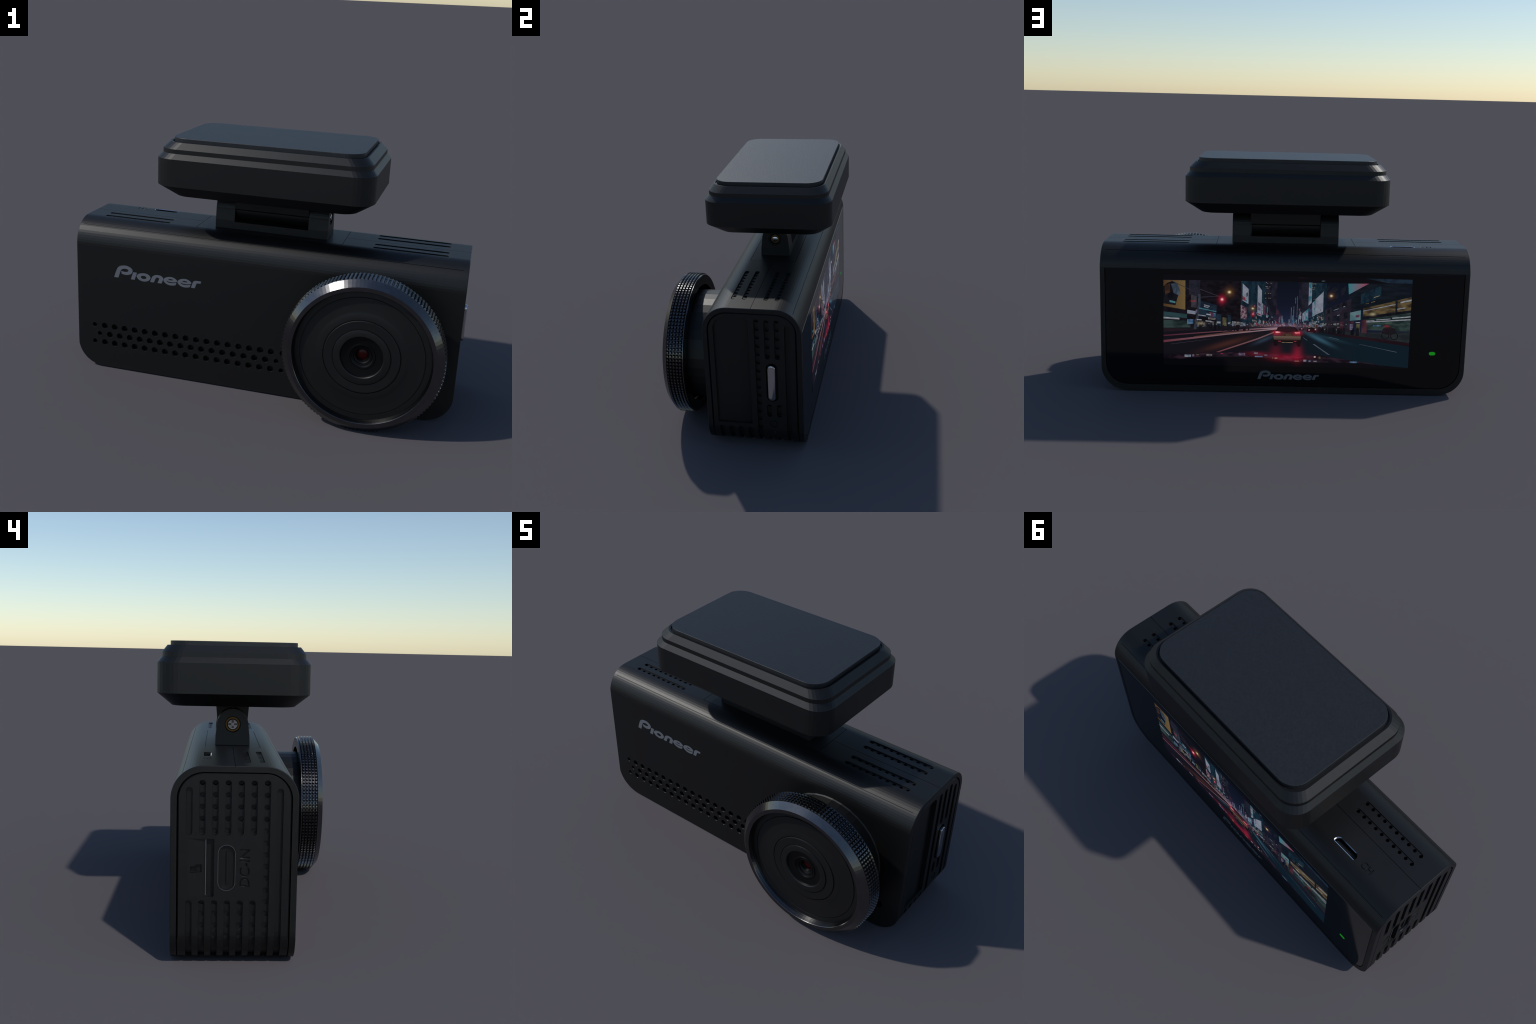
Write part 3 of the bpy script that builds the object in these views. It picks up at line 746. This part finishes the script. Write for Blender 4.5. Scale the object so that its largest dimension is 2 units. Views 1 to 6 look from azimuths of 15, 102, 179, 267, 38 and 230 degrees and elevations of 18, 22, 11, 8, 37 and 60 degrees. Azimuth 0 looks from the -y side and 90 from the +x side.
def street_picture():
    # road, pavements and the bonnet of the car
    piece('road', 1, 'asphalt', [(-0.0, 0.348), (0.289, 0.362), (0.668, 0.38), (0.834, 0.37), (1.343, 0.296), (1.341, 0.155), (-0.001, 0.183)])
    piece('pavement', 2, 'pavement', [(0.827, 0.36), (1.105, 0.354), (1.338, 0.359), (1.34, 0.298), (0.959, 0.34)])
    piece('kerb', 3, 'kerb', [(0.829, 0.358), (0.959, 0.344), (1.338, 0.3), (1.338, 0.279), (0.941, 0.332)])
    piece('pavement', 2, 'far_pavement', [(-0.0, 0.364), (0.434, 0.375), (0.652, 0.379), (0.289, 0.36), (-0.0, 0.336)])
    # buildings on the left
    piece('building', 1, 'plum_wall', [(0.133, 0.628), (0.421, 0.627), (0.414, 0.375), (-0.0, 0.361), (0.0, 0.484), (0.104, 0.464)])
    facade('building', 2, 'slate_wall', 0.137, 0.197, 0.550, 0.627)
    facade('building', 2, 'teal_wall', 0.417, 0.567, 0.375, 0.627)
    facade('building', 3, 'dark_tower', 0.550, 0.611, 0.377, 0.628)
    facade('building', 3, 'maroon_tower', 0.607, 0.635, 0.378, 0.496)
    facade('billboard', 4, 'amber_panel', 0.000, 0.118, 0.481, 0.625)
    piece('billboard_figure', 5, 'dark_figure', [(0.0, 0.591), (0.022, 0.61), (0.047, 0.62), (0.079, 0.602), (0.086, 0.56), (0.074, 0.523), (0.065, 0.487), (0.0, 0.496)])
    piece('billboard_figure', 6, 'blue_figure', [(0.04, 0.605), (0.072, 0.609), (0.084, 0.589), (0.092, 0.554), (0.083, 0.542), (0.056, 0.554)])
    piece('billboard_figure', 6, 'orange_figure', [(0.006, 0.597), (0.036, 0.607), (0.036, 0.559), (0.011, 0.543)])
    facade('billboard_figure', 6, 'cyan_light', 0.033, 0.065, 0.504, 0.515)
    facade('awning', 4, 'teal_panel', 0.000, 0.127, 0.424, 0.452)
    facade('light_strip', 5, 'white_light', 0.000, 0.086, 0.412, 0.422)
    facade('shop_front', 4, 'green_shop', 0.000, 0.145, 0.360, 0.406)
    facade('shop_sign', 6, 'white_panel', 0.128, 0.173, 0.443, 0.463)
    facade('shop_sign', 6, 'violet_panel', 0.174, 0.187, 0.446, 0.466)
    piece('street_pole', 7, 'pole', [(0.187, 0.551), (0.202, 0.55), (0.196, 0.462), (0.178, 0.356), (0.162, 0.356), (0.182, 0.462)])
    facade('light_box', 6, 'grey_panel', 0.149, 0.179, 0.479, 0.548)
    upright('light_strip', 8, 'red_light', 0.146, 0.173, 0.509, 0.515)
    facade('store', 5, 'navy_wall', 0.192, 0.286, 0.427, 0.518)
    facade('shop_lettering', 7, 'white_light', 0.218, 0.248, 0.489, 0.495)
    facade('shop_lettering', 7, 'white_light', 0.218, 0.242, 0.480, 0.485)
    facade('shop_lettering', 7, 'white_light', 0.187, 0.229, 0.433, 0.438)
    facade('shop_lettering', 7, 'white_light', 0.231, 0.255, 0.437, 0.444)
    facade('shop_lettering', 7, 'white_light', 0.180, 0.206, 0.407, 0.413)
    facade('shop_lettering', 7, 'white_light', 0.227, 0.258, 0.400, 0.406)
    facade('light_strip', 7, 'cyan_light', 0.191, 0.285, 0.471, 0.477)
    facade('shop_sign', 7, 'pink_panel', 0.249, 0.274, 0.429, 0.452)
    facade('shop_sign', 7, 'blue_panel', 0.269, 0.282, 0.430, 0.448)
    facade('shop_sign', 7, 'warm_panel', 0.241, 0.281, 0.412, 0.424)
    upright('shop_window', 6, 'blue_panel', 0.128, 0.161, 0.384, 0.411)
    upright('shop_window', 6, 'violet_panel', 0.169, 0.185, 0.392, 0.409)
    facade('shop_window', 6, 'warm_shop', 0.178, 0.273, 0.368, 0.401)
    facade('doorway', 6, 'olive_panel', 0.319, 0.341, 0.376, 0.425)
    facade('doorway', 5, 'navy_wall', 0.286, 0.312, 0.374, 0.445)
    facade('doorway', 5, 'navy_wall', 0.346, 0.364, 0.375, 0.439)
    upright('shop_window', 7, 'pale_light', 0.288, 0.308, 0.39, 0.401)
    upright('shop_window', 7, 'pale_light', 0.348, 0.36, 0.388, 0.396)
    facade('shop_window', 6, 'pale_panel', 0.370, 0.391, 0.376, 0.404)
    facade('shop_window', 6, 'warm_panel', 0.394, 0.413, 0.383, 0.402)
    facade('shop_window', 6, 'pale_panel', 0.415, 0.444, 0.376, 0.399)
    piece('cable', 7, 'grey_line', [(0.036, 0.624), (0.047, 0.622), (0.176, 0.561), (0.176, 0.558)])
    piece('cable', 7, 'grey_line', [(0.195, 0.581), (0.302, 0.541), (0.302, 0.538), (0.195, 0.577)])
    piece('cable', 7, 'grey_line', [(0.203, 0.536), (0.302, 0.544), (0.302, 0.541), (0.203, 0.533)])
    facade('traffic_light', 7, 'dark_red', 0.303, 0.325, 0.484, 0.534)
    facade('traffic_light', 7, 'dark_red', 0.476, 0.488, 0.426, 0.449)
    facade('billboard', 5, 'white_panel', 0.425, 0.457, 0.520, 0.615)
    facade('billboard_figure', 6, 'red_panel', 0.425, 0.440, 0.526, 0.546)
    facade('billboard_figure', 6, 'cyan_light', 0.440, 0.450, 0.517, 0.528)
    piece('billboard_figure', 6, 'blue_figure', [(0.444, 0.56), (0.453, 0.567), (0.454, 0.545), (0.446, 0.539)])
    facade('billboard', 5, 'pink_noise', 0.416, 0.449, 0.420, 0.496)
    facade('billboard', 5, 'white_panel', 0.506, 0.529, 0.441, 0.610)
    facade('light_strip', 6, 'cyan_light', 0.500, 0.506, 0.486, 0.486)
    facade('billboard_figure', 6, 'violet_panel', 0.509, 0.524, 0.496, 0.515)
    facade('billboard_figure', 6, 'violet_panel', 0.508, 0.522, 0.472, 0.489)
    facade('billboard_figure', 6, 'red_panel', 0.503, 0.524, 0.447, 0.455)
    facade('light_strip', 5, 'pale_light', 0.530, 0.538, 0.446, 0.510)
    facade('billboard', 5, 'pink_panel', 0.542, 0.550, 0.445, 0.498)
    facade('light_strip', 5, 'pale_light', 0.554, 0.562, 0.429, 0.450)
    facade('light_strip', 5, 'cyan_light', 0.557, 0.562, 0.454, 0.490)
    facade('shop_sign', 6, 'warm_panel', 0.479, 0.504, 0.406, 0.416)
    upright('shop_sign', 6, 'pale_panel', 0.515, 0.526, 0.399, 0.412)
    facade('shop_window', 5, 'warm_shop', 0.463, 0.560, 0.375, 0.400)
    # buildings on the right
    facade('building', 2, 'dark_tower', 0.728, 0.750, 0.379, 0.627)
    facade('building', 3, 'slate_wall', 0.746, 0.783, 0.380, 0.627)
    facade('building', 2, 'teal_wall', 0.790, 0.877, 0.363, 0.625)
    facade('building', 3, 'mauve_wall', 0.871, 1.012, 0.356, 0.542)
    facade('building_window', 4, 'window_glass', 0.877, 0.893, 0.591, 0.616)
    facade('building_window', 4, 'window_glass', 0.901, 0.938, 0.590, 0.623)
    facade('building_window', 4, 'window_glass', 0.955, 0.981, 0.570, 0.612)
    facade('building_window', 4, 'window_glass', 0.881, 0.895, 0.506, 0.535)
    facade('building_window', 4, 'window_glass', 0.907, 0.948, 0.476, 0.509)
    facade('building_window', 4, 'window_glass', 0.964, 0.987, 0.497, 0.530)
    facade('building_window', 4, 'window_glass', 0.974, 0.994, 0.430, 0.468)
    facade('building_window', 4, 'window_glass', 0.913, 0.952, 0.419, 0.452)
    facade('building_window', 4, 'window_glass', 0.883, 0.898, 0.459, 0.482)
    facade('building_window', 4, 'window_glass', 0.904, 0.940, 0.540, 0.575)
    facade('building_window', 4, 'window_glass', 0.889, 0.899, 0.420, 0.442)
    facade('light_strip', 5, 'pale_light', 0.918, 0.946, 0.484, 0.487)
    facade('light_strip', 5, 'pale_light', 0.938, 0.951, 0.448, 0.452)
    facade('light_strip', 5, 'pale_light', 0.970, 0.980, 0.497, 0.501)
    upright('light_strip', 4, 'pale_light', 0.688, 0.69, 0.389, 0.487)
    upright('light_strip', 4, 'pale_light', 0.702, 0.704, 0.39, 0.494)
    upright('light_strip', 4, 'cyan_light', 0.71, 0.713, 0.509, 0.541)
    upright('light_strip', 4, 'white_light', 0.72, 0.721, 0.433, 0.55)
    upright('light_strip', 4, 'red_light', 0.731, 0.736, 0.47, 0.48)
    upright('light_strip', 4, 'pale_light', 0.638, 0.642, 0.411, 0.431)
    upright('light_strip', 4, 'cyan_light', 0.643, 0.647, 0.4, 0.42)
    upright('light_strip', 4, 'pale_light', 0.677, 0.681, 0.389, 0.421)
    facade('billboard', 5, 'pink_noise', 0.730, 0.745, 0.426, 0.462)
    facade('billboard', 5, 'cyan_noise', 0.781, 0.798, 0.515, 0.627)
    facade('billboard', 5, 'cyan_noise', 0.750, 0.782, 0.419, 0.483)
    facade('billboard', 4, 'violet_wall', 0.784, 0.803, 0.438, 0.506)
    facade('billboard', 5, 'cyan_noise', 0.802, 0.817, 0.444, 0.529)
    facade('billboard', 5, 'white_panel', 0.818, 0.861, 0.467, 0.579)
    facade('shop_sign', 5, 'sign_noise', 0.829, 0.865, 0.420, 0.460)
    facade('shop_sign', 5, 'pale_panel', 0.787, 0.804, 0.392, 0.410)
    facade('shop_sign', 5, 'pale_panel', 0.806, 0.824, 0.398, 0.414)
    facade('shop_window', 4, 'warm_shop', 0.756, 0.881, 0.363, 0.404)
    upright('shop_sign', 6, 'blue_panel', 0.848, 0.856, 0.381, 0.394)
    upright('shop_sign', 6, 'pale_panel', 0.858, 0.874, 0.385, 0.396)
    piece('building', 2, 'night_wall', [(0.997, 0.565), (1.101, 0.628), (1.339, 0.63), (1.337, 0.552), (1.074, 0.479), (1.011, 0.433)])
    facade('building', 3, 'teal_wall', 1.063, 1.171, 0.549, 0.617)
    piece('billboard', 5, 'corner_panel', [(0.992, 0.625), (1.103, 0.627), (0.997, 0.565)])
    facade('light_strip', 5, 'gold_light', 1.133, 1.164, 0.560, 0.564)
    facade('light_strip', 5, 'gold_light', 1.091, 1.108, 0.519, 0.521)
    facade('light_strip', 5, 'gold_light', 1.119, 1.140, 0.528, 0.531)
    facade('shop_front', 4, 'gold_shop', 1.078, 1.339, 0.484, 0.558)
    facade('light_strip', 6, 'white_light', 1.078, 1.252, 0.512, 0.517)
    facade('light_strip', 6, 'white_light', 1.278, 1.339, 0.536, 0.545)
    facade('light_strip', 6, 'white_light', 1.262, 1.306, 0.494, 0.499)
    piece('shop_front', 5, 'night_wall', [(1.251, 0.532), (1.262, 0.535), (1.264, 0.466), (1.253, 0.465)])
    facade('shop_front', 4, 'green_shop', 1.077, 1.337, 0.363, 0.475)
    piece('shop_front', 5, 'dark_figure', [(1.073, 0.44), (1.339, 0.484), (1.339, 0.47), (1.074, 0.426)])
    facade('light_strip', 6, 'white_light', 1.098, 1.338, 0.428, 0.435)
    facade('light_strip', 6, 'white_light', 1.097, 1.141, 0.421, 0.425)
    facade('light_strip', 6, 'white_light', 1.150, 1.228, 0.431, 0.436)
    facade('light_strip', 6, 'white_light', 1.238, 1.338, 0.444, 0.451)
    facade('light_strip', 6, 'white_light', 1.040, 1.064, 0.409, 0.413)
    facade('light_strip', 6, 'blue_panel', 1.135, 1.179, 0.391, 0.398)
    facade('light_strip', 6, 'green_panel', 1.201, 1.236, 0.408, 0.414)
    facade('shop_sign', 6, 'aqua_panel', 1.008, 1.066, 0.425, 0.479)
    facade('billboard_figure', 7, 'pink_panel', 1.038, 1.058, 0.440, 0.454)
    facade('column', 5, 'rose_wall', 0.956, 0.974, 0.357, 0.414)
    facade('column', 5, 'rose_wall', 1.013, 1.030, 0.354, 0.417)
    facade('column', 5, 'rose_wall', 1.073, 1.101, 0.350, 0.425)
    facade('doorway', 5, 'olive_panel', 1.043, 1.063, 0.356, 0.404)
    upright('shop_sign', 6, 'violet_panel', 1.009, 1.026, 0.367, 0.4)
    upright('shop_window', 5, 'warm_shop', 0.92, 0.953, 0.362, 0.406)
    upright('shop_window', 6, 'pale_light', 0.919, 0.933, 0.395, 0.401)
    upright('shop_window', 6, 'pale_light', 0.938, 0.949, 0.398, 0.404)
    # traces of light, lane marks
    piece('light_trail', 4, 'red_trail', [(-0.0, 0.32), (0.289, 0.347), (0.619, 0.371), (0.619, 0.368), (0.289, 0.342), (-0.001, 0.313)])
    piece('light_trail', 4, 'rose_trail', [(-0.001, 0.291), (0.289, 0.327), (0.619, 0.369), (0.619, 0.363), (0.326, 0.325), (-0.001, 0.278)])
    piece('light_trail', 4, 'orange_trail', [(0.163, 0.315), (0.326, 0.339), (0.471, 0.354), (0.471, 0.35), (0.326, 0.333), (0.163, 0.312)])
    piece('light_trail', 4, 'rose_trail', [(0.398, 0.358), (0.619, 0.374), (0.619, 0.367), (0.47, 0.361)])
    piece('light_trail', 4, 'salmon_trail', [(0.285, 0.229), (0.508, 0.311), (0.612, 0.355), (0.616, 0.351), (0.515, 0.305), (0.307, 0.23)])
    piece('lane_mark', 4, 'grey_line', [(0.036, 0.27), (0.253, 0.302), (0.253, 0.301), (0.043, 0.268)])
    piece('lane_mark', 4, 'grey_line', [(0.479, 0.297), (0.515, 0.309), (0.515, 0.307), (0.481, 0.295)])
    piece('lane_mark', 4, 'pale_mark', [(0.81, 0.284), (0.82, 0.283), (0.908, 0.223), (0.895, 0.225)])
    piece('lane_mark', 4, 'pale_mark', [(0.756, 0.32), (0.761, 0.319), (0.782, 0.304), (0.777, 0.304)])
    piece('lane_mark', 4, 'pale_mark', [(1.061, 0.288), (1.071, 0.287), (1.272, 0.247), (1.269, 0.245)])
    piece('lane_mark', 4, 'pale_mark', [(0.894, 0.325), (0.903, 0.325), (0.954, 0.313), (0.953, 0.311)])
    # cars
    piece('car', 6, 'car_dark', [(0.618, 0.375), (0.641, 0.38), (0.685, 0.381), (0.713, 0.376), (0.728, 0.36), (0.741, 0.343), (0.746, 0.323), (0.747, 0.3), (0.743, 0.269), (0.726, 0.268), (0.721, 0.288), (0.622, 0.286), (0.619, 0.271), (0.599, 0.271), (0.595, 0.323), (0.601, 0.346), (0.614, 0.363)])
    piece('car_window', 7, 'car_glass', [(0.623, 0.373), (0.645, 0.377), (0.685, 0.378), (0.709, 0.373), (0.721, 0.354), (0.671, 0.351), (0.612, 0.353)])
    piece('car_tail', 7, 'car_red', [(0.598, 0.352), (0.613, 0.352), (0.671, 0.349), (0.72, 0.353), (0.739, 0.351), (0.744, 0.327), (0.596, 0.325)])
    piece('car_bumper', 8, 'car_gold', [(0.596, 0.325), (0.744, 0.326), (0.744, 0.305), (0.672, 0.3), (0.599, 0.304)])
    piece('number_plate', 8, 'car_plate', [(0.644, 0.326), (0.654, 0.34), (0.691, 0.341), (0.702, 0.326)])
    piece('car_bumper', 8, 'red_light', [(0.621, 0.299), (0.638, 0.298), (0.637, 0.293), (0.622, 0.294)])
    piece('car_bumper', 8, 'red_light', [(0.707, 0.299), (0.722, 0.299), (0.721, 0.295), (0.708, 0.294)])
    piece('car_bumper', 8, 'gold_light', [(0.64, 0.292), (0.704, 0.292), (0.702, 0.289), (0.643, 0.289)])
    piece('tail_light', 9, 'tail_core', [(0.605, 0.351), (0.622, 0.353), (0.635, 0.348), (0.624, 0.343), (0.607, 0.343)])
    piece('tail_light', 9, 'tail_core', [(0.711, 0.349), (0.737, 0.352), (0.74, 0.343), (0.72, 0.341), (0.711, 0.344)])
    piece('car', 6, 'car_dark', [(0.775, 0.359), (0.78, 0.372), (0.79, 0.375), (0.814, 0.375), (0.825, 0.366), (0.827, 0.349), (0.815, 0.347), (0.809, 0.352), (0.787, 0.352), (0.777, 0.349)])
    piece('car', 6, 'car_dark', [(0.734, 0.364), (0.74, 0.374), (0.752, 0.375), (0.759, 0.366), (0.758, 0.36), (0.736, 0.359)])
    piece('tail_light', 9, 'tail_core', [(0.785, 0.366), (0.793, 0.366), (0.793, 0.36), (0.785, 0.36)])
    piece('tail_light', 9, 'tail_core', [(0.819, 0.369), (0.827, 0.369), (0.827, 0.363), (0.819, 0.362)])
    piece('tail_light', 9, 'tail_core', [(0.744, 0.372), (0.752, 0.372), (0.752, 0.366), (0.744, 0.366)])
    # bonnet
    piece('bonnet', 6, 'bonnet', [(-0.002, 0.201), (0.115, 0.213), (0.283, 0.227), (0.447, 0.232), (0.487, 0.24), (0.531, 0.229), (0.593, 0.223), (0.689, 0.219), (0.748, 0.212), (0.792, 0.219), (0.854, 0.221), (0.898, 0.211), (1.001, 0.198), (1.149, 0.177), (1.186, 0.169), (1.075, 0.181), (0.965, 0.181), (0.745, 0.179), (0.69, 0.184), (0.619, 0.194), (0.546, 0.2), (0.436, 0.206), (0.309, 0.203), (0.181, 0.197), (0.09, 0.187), (-0.002, 0.19)])
    piece('dashboard', 7, 'black', [(-0.002, 0.19), (0.09, 0.187), (0.181, 0.197), (0.309, 0.203), (0.436, 0.206), (0.546, 0.2), (0.619, 0.194), (0.69, 0.184), (0.745, 0.179), (0.965, 0.181), (1.075, 0.181), (1.186, 0.169), (1.338, 0.157), (1.336, 0.153), (-0.002, 0.144)])
    # lights on the bonnet
    upright('bonnet_reflection', 7, 'pale_light', 0.114, 0.149, 0.198, 0.211)
    upright('bonnet_reflection', 7, 'violet_panel', 0.156, 0.167, 0.201, 0.213)
    upright('bonnet_reflection', 7, 'olive_panel', 0.178, 0.191, 0.208, 0.215)
    upright('bonnet_reflection', 7, 'warm_panel', 0.231, 0.264, 0.206, 0.216)
    upright('bonnet_reflection', 7, 'red_light', 0.311, 0.324, 0.218, 0.223)
    upright('bonnet_reflection', 7, 'violet_panel', 0.408, 0.444, 0.212, 0.226)
    upright('bonnet_reflection', 7, 'pale_panel', 0.492, 0.513, 0.221, 0.231)
    upright('bonnet_reflection', 7, 'blue_panel', 0.497, 0.539, 0.204, 0.211)
    upright('bonnet_reflection', 7, 'pale_panel', 0.548, 0.565, 0.212, 0.22)
    upright('bonnet_reflection', 7, 'gold_light', 0.594, 0.596, 0.197, 0.206)
    upright('bonnet_reflection', 7, 'gold_light', 0.605, 0.62, 0.196, 0.203)
    upright('bonnet_reflection', 7, 'orange_trail', 0.714, 0.739, 0.182, 0.188)
    upright('bonnet_reflection', 7, 'pale_panel', 0.762, 0.78, 0.183, 0.194)
    upright('bonnet_reflection', 7, 'blue_panel', 0.791, 0.802, 0.182, 0.19)
    upright('bonnet_reflection', 7, 'pale_light', 0.818, 0.835, 0.182, 0.189)
    upright('bonnet_reflection', 7, 'tail_core', 0.819, 0.829, 0.207, 0.215)
    upright('bonnet_reflection', 7, 'olive_panel', 0.845, 0.856, 0.201, 0.213)
    upright('bonnet_reflection', 7, 'blue_panel', 1.017, 1.057, 0.18, 0.189)
    # sliver of the repeated picture above the top edge
    piece('upper_sliver', 2, 'navy_wall', [(1.088, 0.655), (1.338, 0.653), (1.338, 0.631), (1.208, 0.631)])
    piece('upper_sliver', 2, 'blue_figure', [(0.847, 0.637), (0.858, 0.639), (0.869, 0.637), (0.86, 0.633), (0.848, 0.634)])
    piece('upper_sliver', 2, 'dark_red', [(0.717, 0.653), (0.746, 0.653), (0.778, 0.651), (0.742, 0.649)])
    # people on the pavements
    for i in range(26):
        x = random.uniform(0.83, 1.06); z = VPZ - 0.018 - (x - 0.83) * 0.05
        h = 0.020 + (x - 0.83) * 0.05
        piece('pedestrian', 6, 'dark_figure', [(x + 0.3 * h * a, z + h * b) for a, b in ((-.5, -.5), (.5, -.5), (.7, .3), (.35, .8), (0, 1.0), (-.35, .8), (-.7, .3))])
    for i in range(22):
        x = random.uniform(0.18, 0.50); h = 0.030 - (x - 0.18) * 0.04
        piece('pedestrian', 7, 'dark_figure', [(x + 0.35 * h * a, 0.370 + h * (b - .4)) for a, b in ((-.5, -.5), (.5, -.5), (.7, .3), (.35, .8), (0, 1.0), (-.35, .8), (-.7, .3))])
    # bicycle with a rider
    for cx, cz in ((1.204, 0.339), (1.253, 0.336)):
        for i in range(20):
            a0, a1 = 2 * math.pi * i / 20, 2 * math.pi * (i + 1) / 20
            piece('bicycle', 6, 'dark_figure', [(cx + r * math.cos(a), cz + r * math.sin(a)) for r, a in ((.017, a0), (.022, a0), (.022, a1), (.017, a1))])
    piece('bicycle', 6, 'far_pavement', [(1.185, 0.350), (1.225, 0.340), (1.262, 0.352), (1.258, 0.378), (1.232, 0.386), (1.210, 0.392), (1.188, 0.376)])
    # far end of the street: many small lit signs, thinner towards the vanishing point
    tones = ['pale_light', 'white_light', 'blue_panel', 'violet_panel', 'pink_panel', 'warm_panel', 'cyan_light', 'gold_light', 'red_light']
    for i in range(170):
        s = random.choice((-1, 1)); d = 0.012 + 0.17 * random.random() ** 1.5
        x = VPX + s * d; w = random.uniform(0.001, 0.004) + d * 0.012
        z = VPZ + random.random() ** 2.2 * (0.012 + d * 0.55)
        upright('far_light', 5, random.choice(tones), x - w / 2, x + w / 2, z, z + random.uniform(0.002, 0.007) + d * 0.03)
    for i in range(16):                         # tall thin neon signs
        s = random.choice((-1, 1)); d = 0.02 + 0.07 * random.random(); x = VPX + s * d
        z = VPZ + d * random.uniform(0.15, 0.7)
        upright('far_light', 4, random.choice(tones[:4] + ['cyan_light']), x, x + 0.003, z, z + random.uniform(0.015, 0.05))
    for i in range(46):                         # lit windows in the towers
        x = random.choice((random.uniform(0.545, 0.575), random.uniform(0.788, 0.815))); z = random.choice((0.62, 0.617, 0.597, 0.588, 0.560, 0.535)) + random.uniform(-.002, .002)
        upright('lit_window', 5, random.choice(('gold_light', 'olive_panel', 'pale_panel')), x, x + 0.0045, z, z + 0.0035)
    for i in range(40):                         # shop lights at street level
        x = random.choice((random.uniform(0.17, 0.46), random.uniform(0.80, 1.0)))
        z = random.uniform(0.382, 0.40); w = random.uniform(0.003, 0.010)
        upright('shop_light', 6, random.choice(('warm_panel', 'pale_panel', 'olive_panel', 'violet_panel')), x, x + w, z, z + random.uniform(0.002, 0.006))
    # rays round the bright lamps
    for cx, cz, r in ((0.354, 0.565, 0.034), (0.481, 0.477, 0.020), (0.903, 0.555, 0.020)):
        for i in range(12):
            a = math.pi * 2 * i / 12 + 0.2; k = r * (1.0 if i % 2 else 0.7); n = (-math.sin(a) * 0.0009, math.cos(a) * 0.0009)
            piece('lamp_ray', 8, 'olive_panel', [(cx + n[0], cz + n[1]), (cx + k * math.cos(a), cz + k * math.sin(a)), (cx - n[0], cz - n[1])])

display = prism('display', [(DX0 - PW, PZB), (DX0, PZB), (DX0, PZT), (DX0 - PW, PZT)], 'y', Y1 - 0.004, Y1 + 0.0001, PIC['black'])
child(display)
add_piece('night_sky', 0, 'night_sky', [(0.0005, 0.34), (PW - 0.0005, 0.34), (PW - 0.0005, PIC_TOP), (0.0005, PIC_TOP)])
street_picture()
for kind, items in PIC_NODES.items():
    verts, faces, mi, mats = [], [], [], []
    for k, (layer, mat, pts) in enumerate(items):
        if mat not in mats:
            mats.append(mat)
        b = len(verts); y = Y1 + 0.0003 + 0.00015 * layer + 0.000001 * k
        verts += [(DX0 - x, y, z) for x, z in pts]
        faces.append(tuple(range(b, b + len(pts)))); mi.append(mats.index(mat))
    ob = mesh_obj('pictured_' + kind, verts, faces)
    for m in mats:
        ob.data.materials.append(PIC[m])
    ob.data.polygons.foreach_set('material_index', mi)
    child(ob, display, 'stuff')

bpy.context.view_layer.update()
